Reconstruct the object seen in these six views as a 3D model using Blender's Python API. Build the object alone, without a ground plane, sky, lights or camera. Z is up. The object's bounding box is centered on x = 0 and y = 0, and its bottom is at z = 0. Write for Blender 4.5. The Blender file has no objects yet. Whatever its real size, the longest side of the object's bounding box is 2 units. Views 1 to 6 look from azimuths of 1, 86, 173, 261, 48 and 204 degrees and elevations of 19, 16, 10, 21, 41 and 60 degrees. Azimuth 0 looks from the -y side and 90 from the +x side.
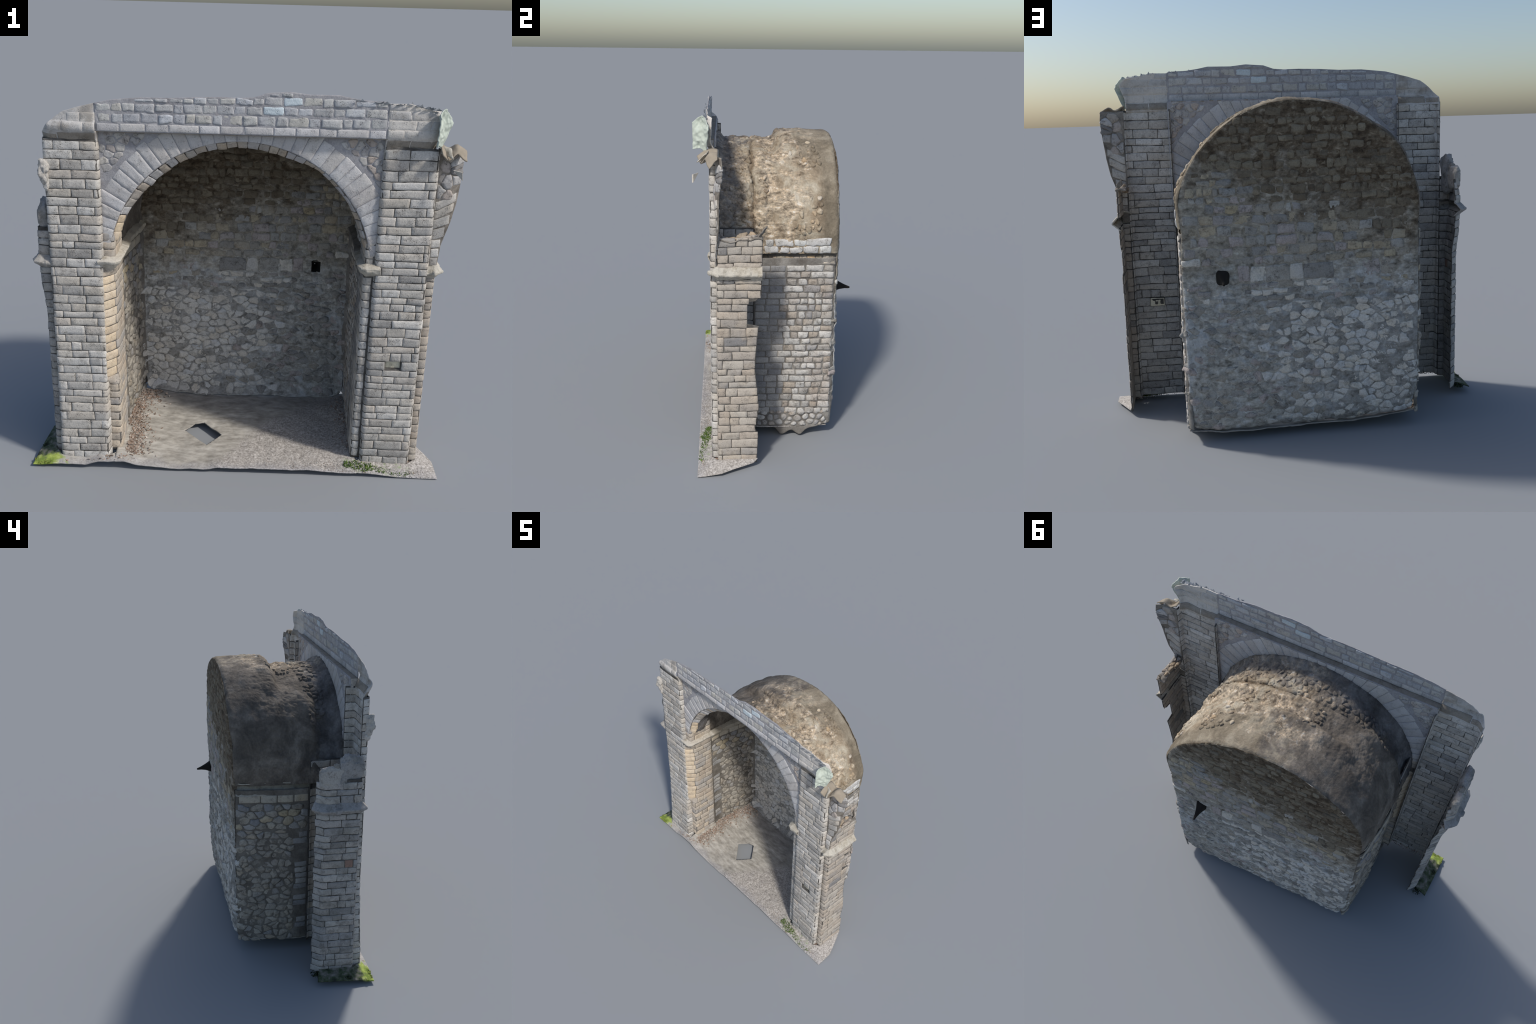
# A ruined Roman masonry niche: two brick pilasters carry an entablature over a
# round arch; behind it lies a barrel vaulted recess with rubble walls.
# Everything is a thin masonry shell: a mortar sheet set with separate stones.
import bpy, math, random
import numpy as np
from mathutils import Vector

rng = np.random.RandomState(7)
R = random.Random(11)

# ------------------------------------------------------------------ noise
def _hash(ix, iy, iz, seed):
    h = (ix * 374761393 + iy * 668265263 + iz * 2147483647 + seed * 1274126177) & 0xFFFFFFFF
    h = ((h ^ (h >> 13)) * 1274126177) & 0xFFFFFFFF
    h = h ^ (h >> 16)
    return (h & 0xFFFF) / 32767.5 - 1.0

def vnoise(p, scale, seed=0):
    q = np.asarray(p, float) * scale
    i = np.floor(q).astype(np.int64); f = q - i
    f = f * f * (3 - 2 * f)
    r = 0
    for dx in (0, 1):
        for dy in (0, 1):
            for dz in (0, 1):
                w = (f[..., 0] if dx else 1 - f[..., 0]) * (f[..., 1] if dy else 1 - f[..., 1]) * (f[..., 2] if dz else 1 - f[..., 2])
                r = r + w * _hash(i[..., 0] + dx, i[..., 1] + dy, i[..., 2] + dz, seed)
    return r

def fbm(p, scale, octv=3, seed=0, gain=0.5):
    a, r = 1.0, 0
    for k in range(octv):
        r = r + a * vnoise(p, scale * 2.03 ** k, seed + 17 * k); a *= gain
    return r

def sstep(a, b, x):
    t = np.clip((np.asarray(x, float) - a) / (b - a), 0, 1)
    return t * t * (3 - 2 * t)

def ctrl(*pts):
    xs = [p[0] for p in pts]; ys = [p[1] for p in pts]
    return lambda x: np.interp(x, xs, ys)

# ------------------------------------------------------------------ materials
def lin(c):
    out = []
    for v in c:
        v /= 255.0
        out.append(v / 12.92 if v <= 0.04045 else ((v + 0.055) / 1.055) ** 2.4)
    return (*out, 1.0)

class NT:
    def __init__(s, name):
        s.m = bpy.data.materials.new(name); s.m.use_nodes = True
        s.t = s.m.node_tree; s.t.nodes.clear()
        s.out = s.n("ShaderNodeOutputMaterial")
        s.co = s.n("ShaderNodeTexCoord").outputs["Object"]
    def n(s, typ, **kw):
        x = s.t.nodes.new(typ)
        for k, v in kw.items(): setattr(x, k, v)
        return x
    def l(s, a, b): s.t.links.new(a, b)
    def noise(s, scale, detail=3, rough=0.55, vec=None, dist=0.0, stretch=None):
        x = s.n("ShaderNodeTexNoise"); x.inputs["Scale"].default_value = scale
        x.inputs["Detail"].default_value = detail; x.inputs["Roughness"].default_value = rough
        x.inputs["Distortion"].default_value = dist
        v = vec or s.co
        if stretch:
            mp = s.n("ShaderNodeMapping"); mp.inputs["Scale"].default_value = stretch
            s.l(v, mp.inputs["Vector"]); v = mp.outputs[0]
        s.l(v, x.inputs["Vector"]); return x.outputs["Fac"]
    def math(s, op, a, b=None, clamp=False):
        x = s.n("ShaderNodeMath", operation=op, use_clamp=clamp)
        for i, v in enumerate((a, b)):
            if v is None: continue
            if isinstance(v, (int, float)): x.inputs[i].default_value = v
            else: s.l(v, x.inputs[i])
        return x.outputs[0]
    def ramp(s, fac, stops, interp="LINEAR"):
        x = s.n("ShaderNodeValToRGB"); e = x.color_ramp; e.interpolation = interp
        while len(e.elements) < len(stops): e.elements.new(0.5)
        for el, (p, c) in zip(e.elements, stops):
            el.position = p; el.color = c if len(c) == 4 else lin(c)
        s.l(fac, x.inputs[0]); return x.outputs[0]
    def step(s, fac, a, b):
        x = s.n("ShaderNodeMapRange"); x.interpolation_type = "SMOOTHSTEP"
        x.inputs["From Min"].default_value = a; x.inputs["From Max"].default_value = b
        s.l(fac, x.inputs["Value"]); return x.outputs[0]
    def mix(s, fac, a, b, mode="MIX"):
        x = s.n("ShaderNodeMix", data_type="RGBA", blend_type=mode)
        for sock, v in ((x.inputs[0], fac), (x.inputs[6], a), (x.inputs[7], b)):
            if isinstance(v, (int, float)): sock.default_value = v
            elif isinstance(v, tuple): sock.default_value = v
            else: s.l(v, sock)
        return x.outputs[2]
    def xyz(s):
        x = s.n("ShaderNodeSeparateXYZ"); s.l(s.co, x.inputs[0]); return x.outputs
    def rand(s):
        o = s.n("ShaderNodeObjectInfo").outputs["Random"]
        g = s.n("ShaderNodeNewGeometry").outputs["Random Per Island"]
        return s.math("FRACT", s.math("ADD", s.math("MULTIPLY", o, 7.31), s.math("MULTIPLY", g, 5.77)))
    def finish(s, col, bump=None, strength=0.3, dist=0.004, rough=0.9, trans=0.0):
        b = s.n("ShaderNodeBsdfPrincipled"); b.inputs["Roughness"].default_value = rough
        b.inputs["Specular IOR Level"].default_value = 0.2
        s.l(col, b.inputs["Base Color"])
        if bump is not None:
            k = s.n("ShaderNodeBump"); k.inputs["Strength"].default_value = strength
            k.inputs["Distance"].default_value = dist
            s.l(bump, k.inputs["Height"]); s.l(k.outputs[0], b.inputs["Normal"])
        if trans:
            t = s.n("ShaderNodeBsdfTranslucent"); s.l(col, t.inputs["Color"])
            mx = s.n("ShaderNodeMixShader"); mx.inputs[0].default_value = trans
            s.l(b.outputs[0], mx.inputs[1]); s.l(t.outputs[0], mx.inputs[2]); s.l(mx.outputs[0], s.out.inputs[0])
        else:
            s.l(b.outputs[0], s.out.inputs[0])
        return s.m

def stone_mat(name, palette, pits=0.5, tint=None, tint_amt=0.0, dirt=(96, 92, 86), dirt_amt=0.35, gain=1.0, contrast=0.35, tint2=None, blotch=9.0):
    t = NT(name)
    r = t.rand()
    n = len(palette)
    col = t.ramp(r, [((i + 0.5) / n, c) for i, c in enumerate(palette)])
    big = t.noise(blotch, 4, 0.6)
    if tint:
        col = t.mix(t.math("MULTIPLY", t.step(big, 0.48, 0.66), tint_amt), col, lin(tint))
    if tint2:
        b2 = t.noise(blotch * 0.6 + 1.7, 3, 0.6)
        col = t.mix(t.math("MULTIPLY", t.step(b2, 0.5, 0.68), tint_amt), col, lin(tint2))
    mid = t.noise(30, 5, 0.7)
    col = t.mix(t.math("MULTIPLY", t.step(mid, 0.46, 0.72), dirt_amt), col, lin(dirt))
    fine = t.noise(150, 3, 0.7)
    v = t.math("ADD", t.math("MULTIPLY", fine, contrast * 2), 1.0 - contrast)
    v = t.math("MULTIPLY", v, gain)
    cc = t.n("ShaderNodeCombineColor")
    for i in range(3): t.l(v, cc.inputs[i])
    col = t.mix(1.0, col, cc.outputs[0], "MULTIPLY")
    vo = t.n("ShaderNodeTexVoronoi"); vo.inputs["Scale"].default_value = 150; t.l(t.co, vo.inputs["Vector"])
    gate = t.step(t.noise(30, 3, 0.7), 0.48, 0.62)
    pit = t.math("MULTIPLY", t.math("SUBTRACT", 1.0, t.step(vo.outputs["Distance"], 0.10, 0.42)), gate)
    col = t.mix(t.math("MULTIPLY", pit, pits), col, lin((62, 58, 54)))
    h = t.math("SUBTRACT", t.math("ADD", t.math("MULTIPLY", mid, 0.8), t.math("MULTIPLY", fine, 0.35)), t.math("MULTIPLY", pit, 0.5))
    return t.finish(col, h, 0.55, 0.006)

GREY = [(192, 189, 186), (178, 173, 167), (160, 157, 153), (186, 180, 172), (170, 163, 155), (150, 150, 151), (198, 194, 188), (174, 166, 156)]
M = {}
M["brick"] = stone_mat("pitted_grey_brick", [(188, 185, 180), (180, 175, 168), (166, 163, 158), (186, 180, 171), (176, 169, 159), (154, 152, 149), (196, 193, 188), (180, 172, 162), (144, 142, 139), (182, 178, 172)], 0.6, (190, 185, 177), 0.4, dirt=(116, 111, 105), dirt_amt=0.5, gain=1.1, contrast=0.42)  # facade colour raised above the flanks to carry its baked brightness
M["side"] = stone_mat("weathered_side_brick", [(176, 168, 157), (166, 155, 143), (156, 151, 145), (172, 162, 150), (126, 125, 125), (178, 171, 161), (168, 157, 145), (172, 164, 153), (160, 154, 147), (174, 164, 152)], 0.35, (178, 164, 146), 0.35, contrast=0.3)
M["left_side"] = stone_mat("grey_side_brick", [(176, 173, 168), (160, 156, 150), (186, 182, 176), (140, 138, 136), (168, 162, 154), (178, 173, 168), (154, 152, 150)], 0.4, (104, 104, 98), 0.45, dirt_amt=0.5)
M["vouss"] = stone_mat("pale_voussoir_stone", [(198, 197, 198), (184, 182, 181), (196, 195, 195), (186, 182, 178), (178, 177, 178), (192, 189, 186)], 0.3, (178, 172, 170), 0.35, dirt_amt=0.2, contrast=0.25)
M["frieze"] = stone_mat("bluish_frieze_stone", [(172, 173, 177), (180, 180, 181), (166, 167, 171), (188, 187, 184), (182, 179, 172), (190, 193, 198), (170, 170, 170)], 0.55, (196, 196, 190), 0.4, dirt=(110, 110, 112), dirt_amt=0.4)
M["pale_block"] = stone_mat("pale_blue_block", [(196, 207, 212), (190, 200, 206)], 0.1, dirt_amt=0.1)
M["spandrel"] = stone_mat("rough_spandrel_stone", [(170, 168, 166), (186, 182, 176), (160, 158, 158), (178, 166, 156), (188, 186, 184)], 0.9, (150, 148, 146), 0.5, dirt=(84, 80, 76), dirt_amt=0.6)
M["cornice"] = stone_mat("smooth_cornice_stone", [(186, 184, 182), (200, 196, 190), (176, 175, 174), (206, 200, 192)], 0.15, (140, 132, 122), 0.6, dirt_amt=0.25, contrast=0.22)
M["ochre"] = stone_mat("sun_tinted_jamb_stone", [(206, 190, 166), (198, 182, 160), (212, 198, 178), (192, 177, 157)], 0.15, (214, 192, 160), 0.5, dirt=(150, 128, 104), dirt_amt=0.4, contrast=0.25)  # warm peach tint holds the sunlight falling on the left jamb
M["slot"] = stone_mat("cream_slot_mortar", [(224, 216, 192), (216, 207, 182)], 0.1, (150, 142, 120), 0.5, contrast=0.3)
M["jamb"] = stone_mat("jamb_block", [(186, 176, 162), (170, 160, 148), (178, 172, 164), (160, 156, 152), (192, 180, 164)], 0.3, (186, 166, 142), 0.4)
M["niche"] = stone_mat("squared_niche_stone", [(182, 180, 176), (170, 164, 156), (158, 155, 151), (190, 187, 182), (166, 156, 144), (150, 148, 147), (196, 193, 188)], 0.7, (150, 132, 116), 0.35, dirt=(92, 86, 78), dirt_amt=0.6, contrast=0.5)
M["quoin"] = stone_mat("niche_quoin", [(158, 156, 153), (146, 145, 144), (170, 167, 162), (136, 136, 137)], 0.4, (126, 122, 118), 0.4, contrast=0.35)
M["rubble"] = stone_mat("grey_rubble", [(180, 177, 171), (174, 171, 165), (186, 183, 177), (166, 163, 158), (182, 175, 164), (174, 174, 173)], 0.3, (178, 168, 148), 0.3, dirt=(104, 101, 96), dirt_amt=0.5, contrast=0.45, gain=1.25)  # lightened to match the rear wall's baked-in brightness
M["shade_browned"] = stone_mat("cornice_stone_shade_browned", [(150, 143, 133), (146, 139, 129), (155, 148, 138)], 0.15, (118, 108, 96), 0.5, dirt=(98, 90, 80), dirt_amt=0.4, contrast=0.25)  # darker brown for the shadowed underside of the cavetto; the soffit shares the colour
M["dim_rubble"] = stone_mat("dull_rubble", [(158, 149, 145), (136, 135, 132), (160, 157, 150), (126, 125, 123), (146, 141, 132)], 0.5, (128, 122, 112), 0.4, dirt=(88, 84, 80), dirt_amt=0.7, contrast=0.45, gain=1.14)
M["left_rubble"] = stone_mat("brown_rubble", [(154, 148, 138), (142, 137, 128), (168, 162, 152), (130, 126, 119), (162, 151, 135), (146, 143, 139)], 0.6, (186, 176, 158), 0.3, dirt=(88, 82, 74), dirt_amt=0.6, contrast=0.45)  # palette lowered and browned for the shade baked on the left wall
M["brown_course"] = stone_mat("tawny_course_stone", [(160, 150, 130), (146, 138, 122), (172, 160, 138), (142, 138, 130), (158, 146, 122)], 0.5, (140, 126, 106), 0.5, dirt=(88, 80, 70), dirt_amt=0.6, contrast=0.4, gain=1.14)
M["dark_course"] = stone_mat("dark_brown_stone", [(122, 112, 96), (106, 96, 82), (136, 127, 110), (114, 107, 95), (130, 121, 104)], 0.3, (92, 82, 70), 0.6, dirt=(76, 66, 54), dirt_amt=0.6, contrast=0.45, gain=0.98)
M["ledge"] = stone_mat("ledge_stone", [(170, 164, 152), (182, 172, 154), (160, 156, 148)], 0.3, (186, 168, 138), 0.4, contrast=0.3)
M["impost"] = stone_mat("impost_stone", [(182, 177, 166), (190, 184, 173)], 0.3, (166, 156, 138), 0.5, dirt=(122, 112, 92), dirt_amt=0.5, contrast=0.3)
M["chalk"] = stone_mat("whitewashed_block", [(200, 200, 197), (188, 187, 185), (208, 206, 202)], 0.6, (150, 144, 134), 0.6, dirt=(126, 120, 112), dirt_amt=0.5, contrast=0.45)
M["lump"] = stone_mat("vault_rubble_lump", [(190, 176, 154), (168, 150, 128), (204, 196, 182), (176, 160, 140), (150, 138, 122), (196, 172, 140)], 0.5, (140, 122, 102), 0.4, dirt=(92, 80, 66), dirt_amt=0.6, contrast=0.5)
M["dark_lump"] = stone_mat("dark_vault_lump", [(96, 92, 86), (110, 102, 92), (84, 82, 80), (120, 108, 94)], 0.4, (74, 68, 62), 0.5, contrast=0.45)
M["tile"] = stone_mat("red_tile", [(150, 124, 111), (142, 118, 107)], 0.2)

def mortar_mat(name, a, b, c, scale=12, bump=0.6, stretch=None):
    t = NT(name)
    n1 = t.noise(scale, 5, 0.65, dist=0.4, stretch=stretch)
    col = t.ramp(n1, [(0.3, a), (0.52, b), (0.72, c)])
    fine = t.noise(120, 3, 0.7)
    cc = t.n("ShaderNodeCombineColor")
    v = t.math("ADD", t.math("MULTIPLY", fine, 0.7), 0.65)
    for i in range(3): t.l(v, cc.inputs[i])
    col = t.mix(1.0, col, cc.outputs[0], "MULTIPLY")
    h = t.math("ADD", t.math("MULTIPLY", t.noise(45, 4, 0.65), 0.8), t.math("MULTIPLY", fine, 0.4))
    return t.finish(col, h, bump, 0.006)
M["mortar"] = mortar_mat("grey_mortar", (66, 63, 60), (86, 83, 79), (116, 113, 109))  # darkened so the joints read as shadow lines between bricks
M["light_mortar"] = mortar_mat("pale_mortar", (140, 138, 140), (158, 157, 160), (174, 172, 172))
M["niche_mortar"] = mortar_mat("niche_mortar", (98, 92, 86), (124, 120, 114), (152, 148, 142))
M["rubble_mortar"] = mortar_mat("rubble_mortar", (88, 83, 77), (112, 107, 100), (138, 133, 126), 9)
M["dark_mortar"] = mortar_mat("sooty_mortar", (58, 52, 45), (80, 73, 62), (104, 98, 84), 9)

def vault_mat():
    t = NT("vault_plaster")
    x, y, z = t.xyz()
    n1 = t.noise(7, 5, 0.65, dist=0.6)
    n2 = t.noise(16, 5, 0.6)
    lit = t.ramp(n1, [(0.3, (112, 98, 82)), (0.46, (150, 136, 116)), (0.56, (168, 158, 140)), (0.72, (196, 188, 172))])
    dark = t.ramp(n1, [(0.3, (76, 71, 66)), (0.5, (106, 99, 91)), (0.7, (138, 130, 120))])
    # dark left flank, pale right flank, olive crown towards the back
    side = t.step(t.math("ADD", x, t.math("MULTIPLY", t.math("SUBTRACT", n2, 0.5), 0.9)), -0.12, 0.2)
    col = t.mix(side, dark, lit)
    crown = t.ramp(n1, [(0.3, (100, 92, 79)), (0.5, (130, 120, 104)), (0.68, (156, 147, 130))])
    cm = t.math("MULTIPLY", t.step(t.math("ADD", y, t.math("MULTIPLY", t.math("SUBTRACT", n2, 0.5), 0.3)), 0.06, 0.14),
                t.math("SUBTRACT", 1.0, t.math("MULTIPLY", t.step(t.math("ADD", x, t.math("MULTIPLY", n2, 0.25)), 0.42, 0.62), t.math("SUBTRACT", 1.0, t.step(y, 0.2, 0.27)))))
    col = t.mix(t.math("MULTIPLY", cm, side), col, crown)
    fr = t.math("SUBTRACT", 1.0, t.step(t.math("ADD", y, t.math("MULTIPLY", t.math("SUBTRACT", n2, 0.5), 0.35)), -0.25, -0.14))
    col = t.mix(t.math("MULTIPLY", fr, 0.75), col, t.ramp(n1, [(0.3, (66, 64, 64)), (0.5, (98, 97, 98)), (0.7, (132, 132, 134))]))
    sm = t.math("MULTIPLY", t.step(t.noise(5.5, 3, 0.5), 0.56, 0.66), t.math("SUBTRACT", 1.0, t.step(x, 0.0, 0.3)))
    col = t.mix(t.math("MULTIPLY", sm, 0.45), col, lin((64, 59, 55)))
    # broken rubble core: flecks of pale stone, tan tile and dark sockets
    fl = t.noise(27, 6, 0.74, stretch=(1.0, 0.75, 1.6))
    flecks = t.ramp(fl, [(0.33, (62, 52, 42)), (0.42, (118, 104, 88)), (0.50, (168, 156, 138)), (0.56, (200, 176, 146)), (0.62, (226, 220, 208))])
    where = t.math("MULTIPLY", t.math("SUBTRACT", 1.0, t.step(t.math("ADD", y, t.math("MULTIPLY", t.math("SUBTRACT", n2, 0.5), 0.4)), 0.13, 0.22)), t.step(t.noise(11, 4, 0.6), 0.40, 0.56))
    where = t.math("MULTIPLY", where, t.step(t.math("ADD", x, t.math("MULTIPLY", t.math("SUBTRACT", n1, 0.5), 0.5)), -0.25, 0.05))
    col = t.mix(t.math("MULTIPLY", where, t.math("SUBTRACT", 0.8, t.math("MULTIPLY", fr, 0.45))), col, flecks)
    # dark brown line along the groove between the arch ring and the vault
    gy = t.math("ABSOLUTE", t.math("ADD", t.math("ADD", y, 0.127), t.math("MULTIPLY", t.math("SUBTRACT", n2, 0.5), 0.07)))
    gm = t.math("MULTIPLY", t.math("SUBTRACT", 1.0, t.step(gy, 0.004, 0.016)), t.step(x, 0.0, 0.2))
    col = t.mix(t.math("MULTIPLY", gm, 0.5), col, lin((84, 68, 50)))
    fine = t.noise(90, 4, 0.7)
    v = t.math("ADD", t.math("MULTIPLY", fine, 0.9), 0.55)
    cc = t.n("ShaderNodeCombineColor")
    for i in range(3): t.l(v, cc.inputs[i])
    col = t.mix(1.0, col, cc.outputs[0], "MULTIPLY")
    h = t.math("ADD", t.noise(40, 5, 0.65), t.math("MULTIPLY", fine, 0.4))
    return t.finish(col, h, 0.7, 0.008)
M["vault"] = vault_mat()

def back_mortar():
    t = NT("back_wall_mortar")
    x, y, z = t.xyz()
    n1 = t.noise(6, 5, 0.6, dist=0.5); n2 = t.noise(13, 4, 0.6); n3 = t.noise(24, 5, 0.68, dist=0.3, stretch=(1, 1, 1.6))
    off = lambda s, k: t.math("MULTIPLY", t.math("SUBTRACT", s, 0.5), k)
    low = t.ramp(n3, [(0.30, (92, 89, 84)), (0.44, (140, 138, 132)), (0.56, (164, 162, 156)), (0.72, (190, 190, 188))])
    low = t.mix(t.math("MULTIPLY", t.step(n1, 0.5, 0.62), 0.5), low, lin((176, 180, 184)))
    joint = t.ramp(n3, [(0.35, (108, 105, 100)), (0.6, (150, 148, 144))])  # darker joints draw the shadowed outlines round the rubble
    crisp = t.math("SUBTRACT", 1.0, t.step(t.math("ADD", t.math("SUBTRACT", x, t.math("MULTIPLY", z, 0.35)), off(n1, 0.8)), -0.12, 0.12))
    crisp = t.math("MULTIPLY", crisp, t.math("SUBTRACT", 1.0, t.step(t.math("ADD", z, off(n2, 0.3)), 0.62, 0.80)))
    low = t.mix(t.math("MULTIPLY", crisp, 0.8), low, joint)
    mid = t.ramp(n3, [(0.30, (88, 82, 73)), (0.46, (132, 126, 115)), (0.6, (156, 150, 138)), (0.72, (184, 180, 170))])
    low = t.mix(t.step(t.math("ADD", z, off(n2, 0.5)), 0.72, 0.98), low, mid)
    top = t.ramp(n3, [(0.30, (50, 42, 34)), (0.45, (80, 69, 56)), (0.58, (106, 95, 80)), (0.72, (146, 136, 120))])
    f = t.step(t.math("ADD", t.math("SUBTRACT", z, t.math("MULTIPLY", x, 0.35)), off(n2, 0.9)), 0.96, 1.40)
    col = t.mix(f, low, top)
    fine = t.noise(80, 4, 0.7)
    v = t.math("ADD", t.math("MULTIPLY", fine, 0.9), 0.66)
    cc = t.n("ShaderNodeCombineColor")
    for i in range(3): t.l(v, cc.inputs[i])
    col = t.mix(1.0, col, cc.outputs[0], "MULTIPLY")
    return t.finish(col, t.math("ADD", t.noise(35, 5, 0.65), t.math("MULTIPLY", fine, 0.4)), 0.8, 0.010)
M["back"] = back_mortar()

def floor_mat():
    t = NT("earth_and_gravel_floor")
    x, y, z = t.xyz()
    st = t.noise(26, 5, 0.65, stretch=(0.45, 1.2, 1.0))
    earth = t.ramp(st, [(0.3, (132, 127, 119)), (0.48, (163, 158, 149)), (0.7, (192, 187, 178))])
    gr = t.noise(95, 4, 0.75)
    grav = t.ramp(gr, [(0.32, (120, 115, 110)), (0.5, (166, 160, 153)), (0.68, (208, 202, 196))])
    n = t.noise(9, 3)
    f = t.step(t.math("ADD", t.math("ADD", x, t.math("MULTIPLY", y, -0.8)), t.math("MULTIPLY", n, 0.3)), 0.28, 0.42)
    col = t.mix(f, earth, grav)
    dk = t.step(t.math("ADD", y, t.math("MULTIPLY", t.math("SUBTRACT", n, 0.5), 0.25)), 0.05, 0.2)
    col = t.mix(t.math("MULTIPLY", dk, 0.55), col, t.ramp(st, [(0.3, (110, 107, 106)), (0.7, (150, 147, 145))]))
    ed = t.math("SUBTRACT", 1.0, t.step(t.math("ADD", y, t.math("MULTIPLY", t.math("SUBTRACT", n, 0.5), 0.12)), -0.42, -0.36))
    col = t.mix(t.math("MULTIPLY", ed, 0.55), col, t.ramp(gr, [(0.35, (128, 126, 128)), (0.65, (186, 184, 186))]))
    # grass sward at the left corner, thin sward at the right pier foot
    gn = t.noise(30, 3, 0.6)
    g1 = t.math("SUBTRACT", 1.0, t.step(t.math("ADD", x, t.math("MULTIPLY", t.math("SUBTRACT", gn, 0.5), 0.2)), -0.90, -0.84))
    lime = t.ramp(t.noise(22, 3), [(0.35, (116, 134, 62)), (0.5, (158, 172, 84)), (0.68, (190, 196, 130))])
    ivy = t.ramp(t.noise(26, 4), [(0.35, (46, 50, 44)), (0.48, (74, 84, 62)), (0.58, (104, 102, 94)), (0.72, (140, 136, 128))])
    fw = t.math("SUBTRACT", 1.0, t.step(t.math("ADD", y, t.math("MULTIPLY", t.math("SUBTRACT", gn, 0.5), 0.1)), -0.385, -0.35))
    col = t.mix(g1, col, t.mix(fw, ivy, lime))
    g2 = t.math("MULTIPLY", t.step(x, 0.5, 0.56), t.math("SUBTRACT", 1.0, t.step(x, 0.84, 0.9)))
    g2 = t.math("MULTIPLY", g2, t.math("MULTIPLY", t.step(gn, 0.5, 0.72), 0.6))
    col = t.mix(t.math("MULTIPLY", g2, t.math("SUBTRACT", 1.0, t.step(y, -0.34, -0.3))), col, lin((128, 146, 100)))
    return t.finish(col, t.math("ADD", st, t.math("MULTIPLY", gr, 0.4)), 0.5, 0.006)
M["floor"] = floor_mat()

def simple(name, cols, scale=30, trans=0.0, rough=0.9):
    t = NT(name)
    r = t.rand()
    a = t.ramp(r, [((i + 0.5) / len(cols), c) for i, c in enumerate(cols)])
    n = t.noise(scale, 3)
    v = t.math("ADD", t.math("MULTIPLY", n, 0.6), 0.7)
    cc = t.n("ShaderNodeCombineColor")
    for i in range(3): t.l(v, cc.inputs[i])
    return t.finish(t.mix(1.0, a, cc.outputs[0], "MULTIPLY"), n, 0.3, 0.004, rough, trans)
M["leaf"] = simple("dead_leaf", [(150, 130, 114), (186, 170, 156), (208, 198, 188), (134, 112, 96), (176, 148, 130), (170, 162, 154), (116, 100, 88)], 60, 0.15)
M["grass"] = simple("grass_blade", [(92, 128, 60), (128, 160, 76), (150, 172, 84), (84, 116, 66)], 40, 0.3)
M["lime_grass"] = simple("sunlit_grass_blade", [(150, 166, 70), (178, 188, 92), (124, 142, 66), (192, 198, 130)], 40, 0.3)
M["dark_grass"] = simple("dark_ivy", [(52, 64, 48), (70, 84, 56), (44, 54, 44), (88, 96, 70)], 40, 0.2)
M["dry"] = simple("dry_tuft", [(166, 170, 174), (182, 184, 186), (150, 154, 158)], 40, 0.2)
M["pebble"] = simple("pebble", [(170, 166, 160), (138, 134, 130), (200, 198, 194), (154, 142, 132)], 60)
M["hole"] = simple("hole_painted_shadow_black", [(30, 29, 28), (38, 36, 34)], 40)
M["patch"] = simple("pale_green_render", [(190, 198, 186), (178, 186, 176)], 14)
M["brown_patch"] = simple("brown_break", [(154, 144, 129), (138, 128, 115)], 25)
M["weathered_break"] = mortar_mat("weathered_break", (92, 87, 81), (130, 124, 116), (168, 161, 152), 18, 0.8)

# ------------------------------------------------------------------ scene graph
root = bpy.data.objects.new("ruined_arch_niche", None)
bpy.context.scene.collection.objects.link(root)
root["label"] = "ruined Roman stone arch niche with brick pilasters and vault"
root["category"] = "ruined arch"

def add(name, verts, faces, mat, parent, smooth=True):
    me = bpy.data.meshes.new(name)
    me.from_pydata(np.asarray(verts).tolist(), [], faces if isinstance(faces, list) else faces.tolist())
    me.materials.append(M[mat])
    if smooth: me.polygons.foreach_set("use_smooth", [True] * len(me.polygons))
    me.update()
    o = bpy.data.objects.new(name, me); o.parent = parent
    bpy.context.scene.collection.objects.link(o)
    return o

# ------------------------------------------------------------------ surfaces
def frame(surf, u, v, sign, eps=8e-4):
    p = surf(u, v)
    a = surf(u + eps, v) - surf(u - eps, v)
    b = surf(u, v + eps) - surf(u, v - eps)
    n = np.cross(a, b); n /= np.maximum(np.linalg.norm(n, axis=-1, keepdims=True), 1e-12)
    return p, n * sign

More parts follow.
